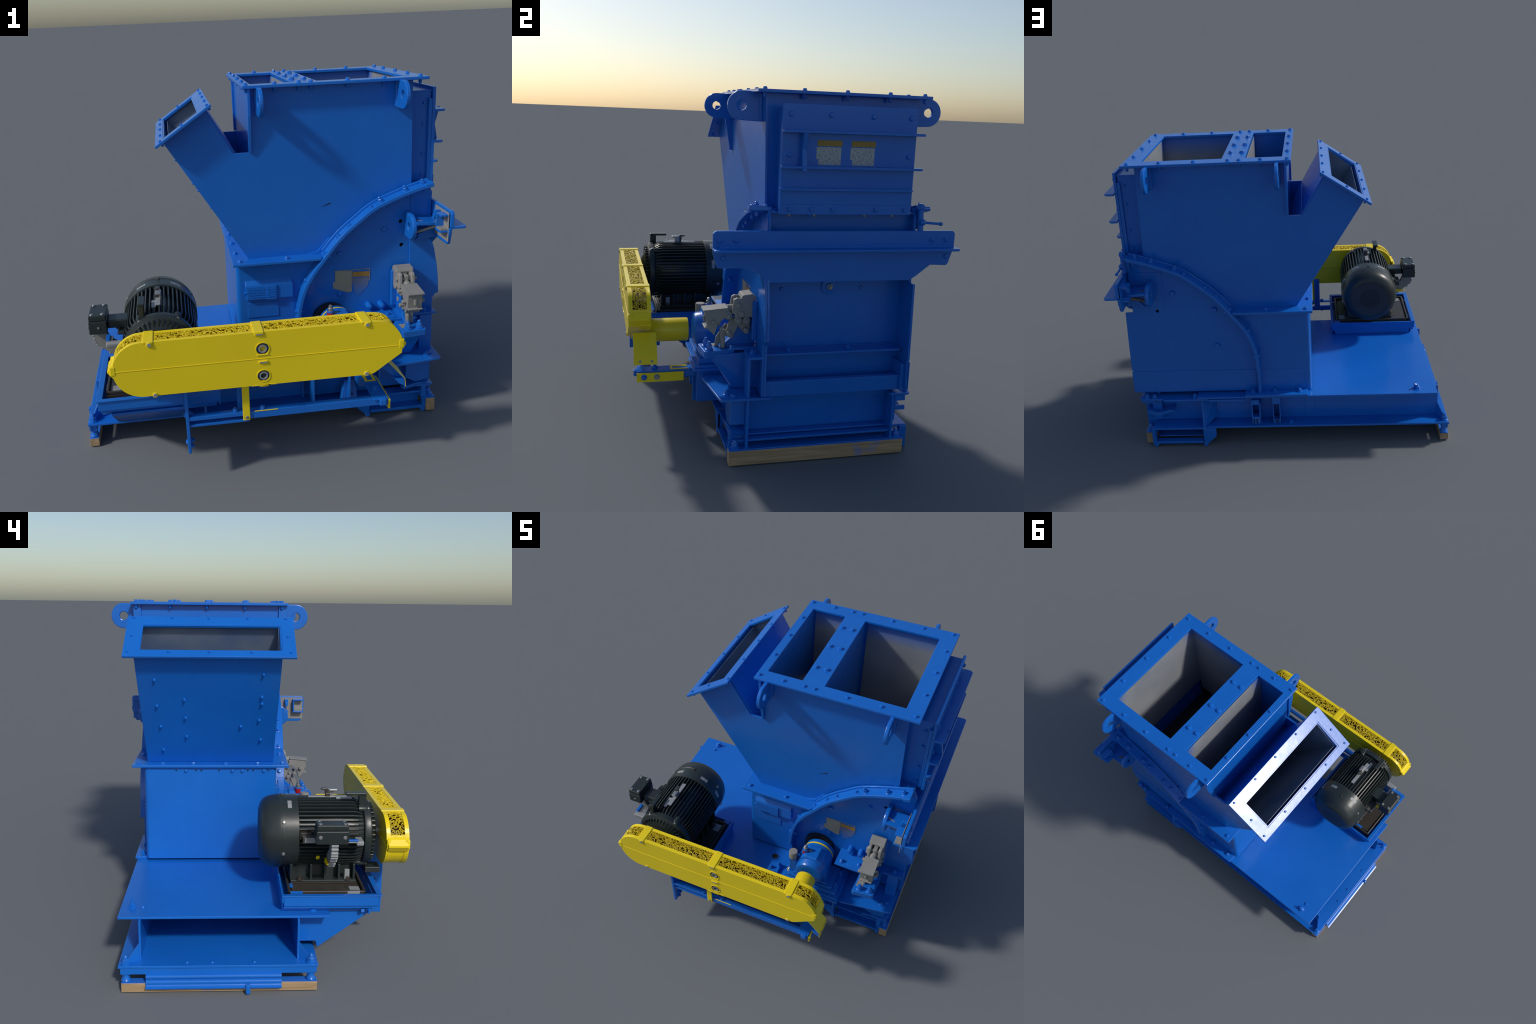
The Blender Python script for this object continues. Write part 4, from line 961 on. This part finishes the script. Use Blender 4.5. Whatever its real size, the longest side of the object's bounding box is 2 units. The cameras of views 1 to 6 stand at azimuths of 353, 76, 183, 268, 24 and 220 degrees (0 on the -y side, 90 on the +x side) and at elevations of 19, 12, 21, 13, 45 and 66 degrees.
MX, MZ = -0.540, 0.664
def motor():
    ax = (0, -1, 0)
    m = lathe("motor", [(.150, 0), (.156, .01), (.156, .36), (.150, .37)], (MX, -.215, MZ), ax, BLACK, None, 56)
    lathe("fan_cover", [(.060, 0.0), (.122, .000), (.132, .002), (.148, .008), (.163, .019), (.175, .036), (.1825, .058), (.1865, .088), (.1885, .098), (.1885, .105), (.187, .107), (.187, .190), (.184, .192), (.178, .192)],
          (MX, -.052, MZ), ax, BLACK, m, 64)
    lathe("fan_grille", [(.122, 0), (.122, .003)], (MX, -.0512, MZ), ax, FANDISC, m, 48)
    lathe("fan_grille", [(.067, 0), (.067, .003)], (MX, -.0504, MZ), ax, DARK, m, 40)
    for a in (90, 30, 150, 200, -20):
        a = math.radians(a); p = (MX + .187 * math.cos(a), -.166, MZ + .187 * math.sin(a))
        bolt(p, (math.cos(a), 0, math.sin(a)), m, .009, .008, BASEBLACK if a > 1 and a < 2 else STEEL, 'round')
    # cooling fins share one mesh
    n = 50
    prof = [(-.236, .150), (-.236, .176), (-.244, .181), (-.515, .181), (-.535, .178), (-.562, .164), (-.572, .150)]
    v, f = [], []
    for t0, t1 in ((.0052, .0034),):
        for sx in (-1, 1):
            for y, r in prof: v.append((sx * (t0 if r < .155 else t1), y, r))
    k = len(prof)
    f = [list(range(k)), list(range(k, 2 * k))] + [(i, (i + 1) % k, (i + 1) % k + k, i + k) for i in range(k)]
    first = None
    for i in range(n):
        a = 2 * pi * i / n + .03
        deg = math.degrees(a) % 360           # measured clockwise from the top
        if first is None:
            ob = make("cooling_fin", v, f, BLACK, m); first = ob
        else:
            ob = link(bpy.data.objects.new("cooling_fin", first.data), m)
        ob.matrix_local = Matrix.Translation((MX, 0, MZ)) @ Matrix.Rotation(a, 4, 'Y')
    # drive end: flange, notched bell, hub
    lathe("end_bell", [(.158, 0), (.172, .004), (.174, .012), (.172, .034), (.160, .040), (.150, .044), (.135, .056), (.100, .062), (.080, .075), (.060, .080), (.03, .080)], (MX, -.566, MZ), ax, BLACK, m, 56)
    nb = 40; v = box_vf(-.0045, .0045, -.624, -.602, .120, .155)
    fb = None
    for i in range(nb):
        a = 2 * pi * i / nb
        if fb is None: ob = make("bell_rib", *v, BLACK, m, .0015); fb = ob
        else:
            ob = link(bpy.data.objects.new("bell_rib", fb.data), m); md = ob.modifiers.new("edge", 'BEVEL'); md.width = .0015; md.segments = 2
        ob.matrix_local = Matrix.Translation((MX, 0, MZ)) @ Matrix.Rotation(a, 4, 'Y')
    for deg in (58, 122, 238, 302):
        a = math.radians(deg); x, z = MX + .165 * math.cos(a), MZ + .165 * math.sin(a)
        lathe("bell_boss", [(.018, 0), (.018, .04), (.015, .046)], (x, -.545, z), ax, BLACK, m, 16)
        bolt((x, -.590, z), ax, m, .011, .010, STEEL, 'round')
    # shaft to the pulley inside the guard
    cyl("motor_shaft", (MX, -.64, MZ), (MX, -.672, MZ), .028, STEEL, m)
    # feet
    fl = []
    for s in (-1, 1):
        xa, xb = sorted((MX + s * .085, MX + s * .165))
        fl += [(xa, xb, -.535, -.205, .447, .458)]
        for y in (-.53, -.455, -.385, -.315, -.215): fl.append((min(MX + s * .095, MX + s * .150), max(MX + s * .095, MX + s * .150), y, y + .012, .455, .535))
        xs = sorted((MX + s * .090, MX + s * .100)); fl.append((*xs, -.53, -.21, .455, .545))
    boxes("motor_foot", fl, BLACK, m, .003)
    boxes("motor_foot", [(MX - .162, MX - .150, -.50, -.475, .458, .512), (MX + .150, MX + .162, -.50, -.475, .458, .512)], STICKER, m, .002)
    boxes("motor_foot", [(MX - .16, MX + .16, -.535, -.205, .437, .4475)], BASEBLACK, m, .002)
    for s in (-1, 1):
        for y in (-.49, -.25): bolt((MX + s * .156, y, .458), (0, 0, 1), m, .012, .02, BASEBLACK, 'nut')
    # terminal box on its neck
    tb = boxes("terminal_box", [(-.876, -.790, -.460, -.306, .702, .768)], BLACK, m, .005)
    boxes("terminal_box", [(-.874, -.792, -.458, -.308, .7685, .797)], BLACK, tb, .005)
    for x in (-.858, -.808):
        for y in (-.442, -.325): bolt((x, y, .797), (0, 0, 1), tb, .0095, .006, STEEL, 'round')
    for y in (-.44, -.325): bolt((-.876, y, .738), (-1, 0, 0), tb, .0095, .006, STEEL, 'round')
    bolt((-.83, -.4605, .735), (0, -1, 0), tb, .006, .004, STEEL, 'round')
    boxes("box_neck", [(-.79, -.690, -.430, -.345, .715, .757), (-.745, -.695, -.46, -.25, .690, .705)], BLACK, tb, .006)
    boxes("box_cover", [(-.735, -.700, -.30, -.245, .68, .715), (-.76, -.73, -.34, -.255, .668, .70)], BASEBLACK, tb, .003)
    boxes("pale_sticker", [(-.7615, -.7605, -.335, -.265, .672, .698)], STICKER, tb, 0)
    box("conduit", -.795, -.722, -.548, -.512, .668, .690, STICKER, tb, .005)
    box("conduit", -.792, -.765, -.515, -.455, .680, .6895, STICKER, tb, .004)
    box("conduit", -.796, -.778, -.520, -.455, .690, .698, BLUE, tb, .002)
    box("slide_tongue", -.66, -.58, -.662, -.585, .478, .508, BLACK, m, .004)
    # flat grey conduit dropping from the box and bending in to the motor
    prism("grey_conduit", [(-.866, .702), (-.862, .655), (-.842, .618), (-.765, .556), (-.700, .562), (-.712, .600), (-.785, .650), (-.806, .702)], 'y', -.412, -.380, GREY, tb, .003)
    ribs = smooth_path([(-.866, .700), (-.862, .655), (-.842, .618), (-.765, .556)], 5)
    for p in ribs[1::2]: cyl("conduit_rib", (p.x, -.413, p.y), (p.x, -.379, p.y), .0065, STICKER, tb, 8)
    prism("yellow_tag", [(-.815, .580), (-.745, .590), (-.735, .560)], 'y', -.378, -.366, YELLOW, tb, .002)
    prism("yellow_tag", [(-.722, .592), (-.712, .570), (-.706, .578)], 'y', -.345, -.328, YELLOW, tb, .001)
    # lifting hook, nameplate strip and sensor flag on top
    zt = MZ + .180
    boxes("name_strip", [(MX - .012, MX + .012, -.50, -.30, zt - .004, zt + .003), (MX - .030, MX - .010, -.52, -.44, zt - .006, zt + .002)], STICKER, m, .002)
    boxes("lifting_hook", [(MX - .012, MX + .012, -.412, -.388, zt, zt + .02), (MX - .010, MX + .010, -.402, -.385, zt + .012, zt + .045), (MX - .010, MX + .010, -.402, -.365, zt + .036, zt + .046)], BASEBLACK, m, .004)
    boxes("lifting_hook", [(MX - .010, MX + .016, -.450, -.405, zt + .030, zt + .040), (MX + .006, MX + .018, -.432, -.40, zt + .0, zt + .040)], STEEL, m, .004)
    boxes("sensor_flag", [(-.628, -.604, -.583, -.545, .800, .884), (-.632, -.600, -.583, -.478, .874, .888)], BLACK, m, .004)
    for a in (62, 118, 100, 20):
        ra = math.radians(a); p = Vector((MX + .1872 * math.cos(ra), -.20, MZ + .1872 * math.sin(ra)))
        if a == 100: continue
        t = Vector((-math.sin(ra), 0, math.cos(ra))); nrm = Vector((math.cos(ra), 0, math.sin(ra)))
        q = [p + t * i * .026 + Vector((0, j * .010, 0)) + nrm * k for i in (-1, 0, 1) for j in (-1, 1) for k in (-.003 - .001, .0012)]
        # three-sided bend so that the sticker hugs the drum
        for i, off in ((0, -.0019), (1, 0), (2, -.0019)):
            for w in range(4): q[i * 4 + w] = q[i * 4 + w] + nrm * off
        f = []
        for i in (0, 1):
            o = i * 4; f += [(o, o + 2, o + 6, o + 4), (o + 1, o + 3, o + 7, o + 5), (o, o + 1, o + 5, o + 4), (o + 2, o + 3, o + 7, o + 6)]
        f += [(0, 1, 3, 2), (8, 9, 11, 10)]
        make("pale_sticker", q, f, STICKER, m)
    return m
motor()
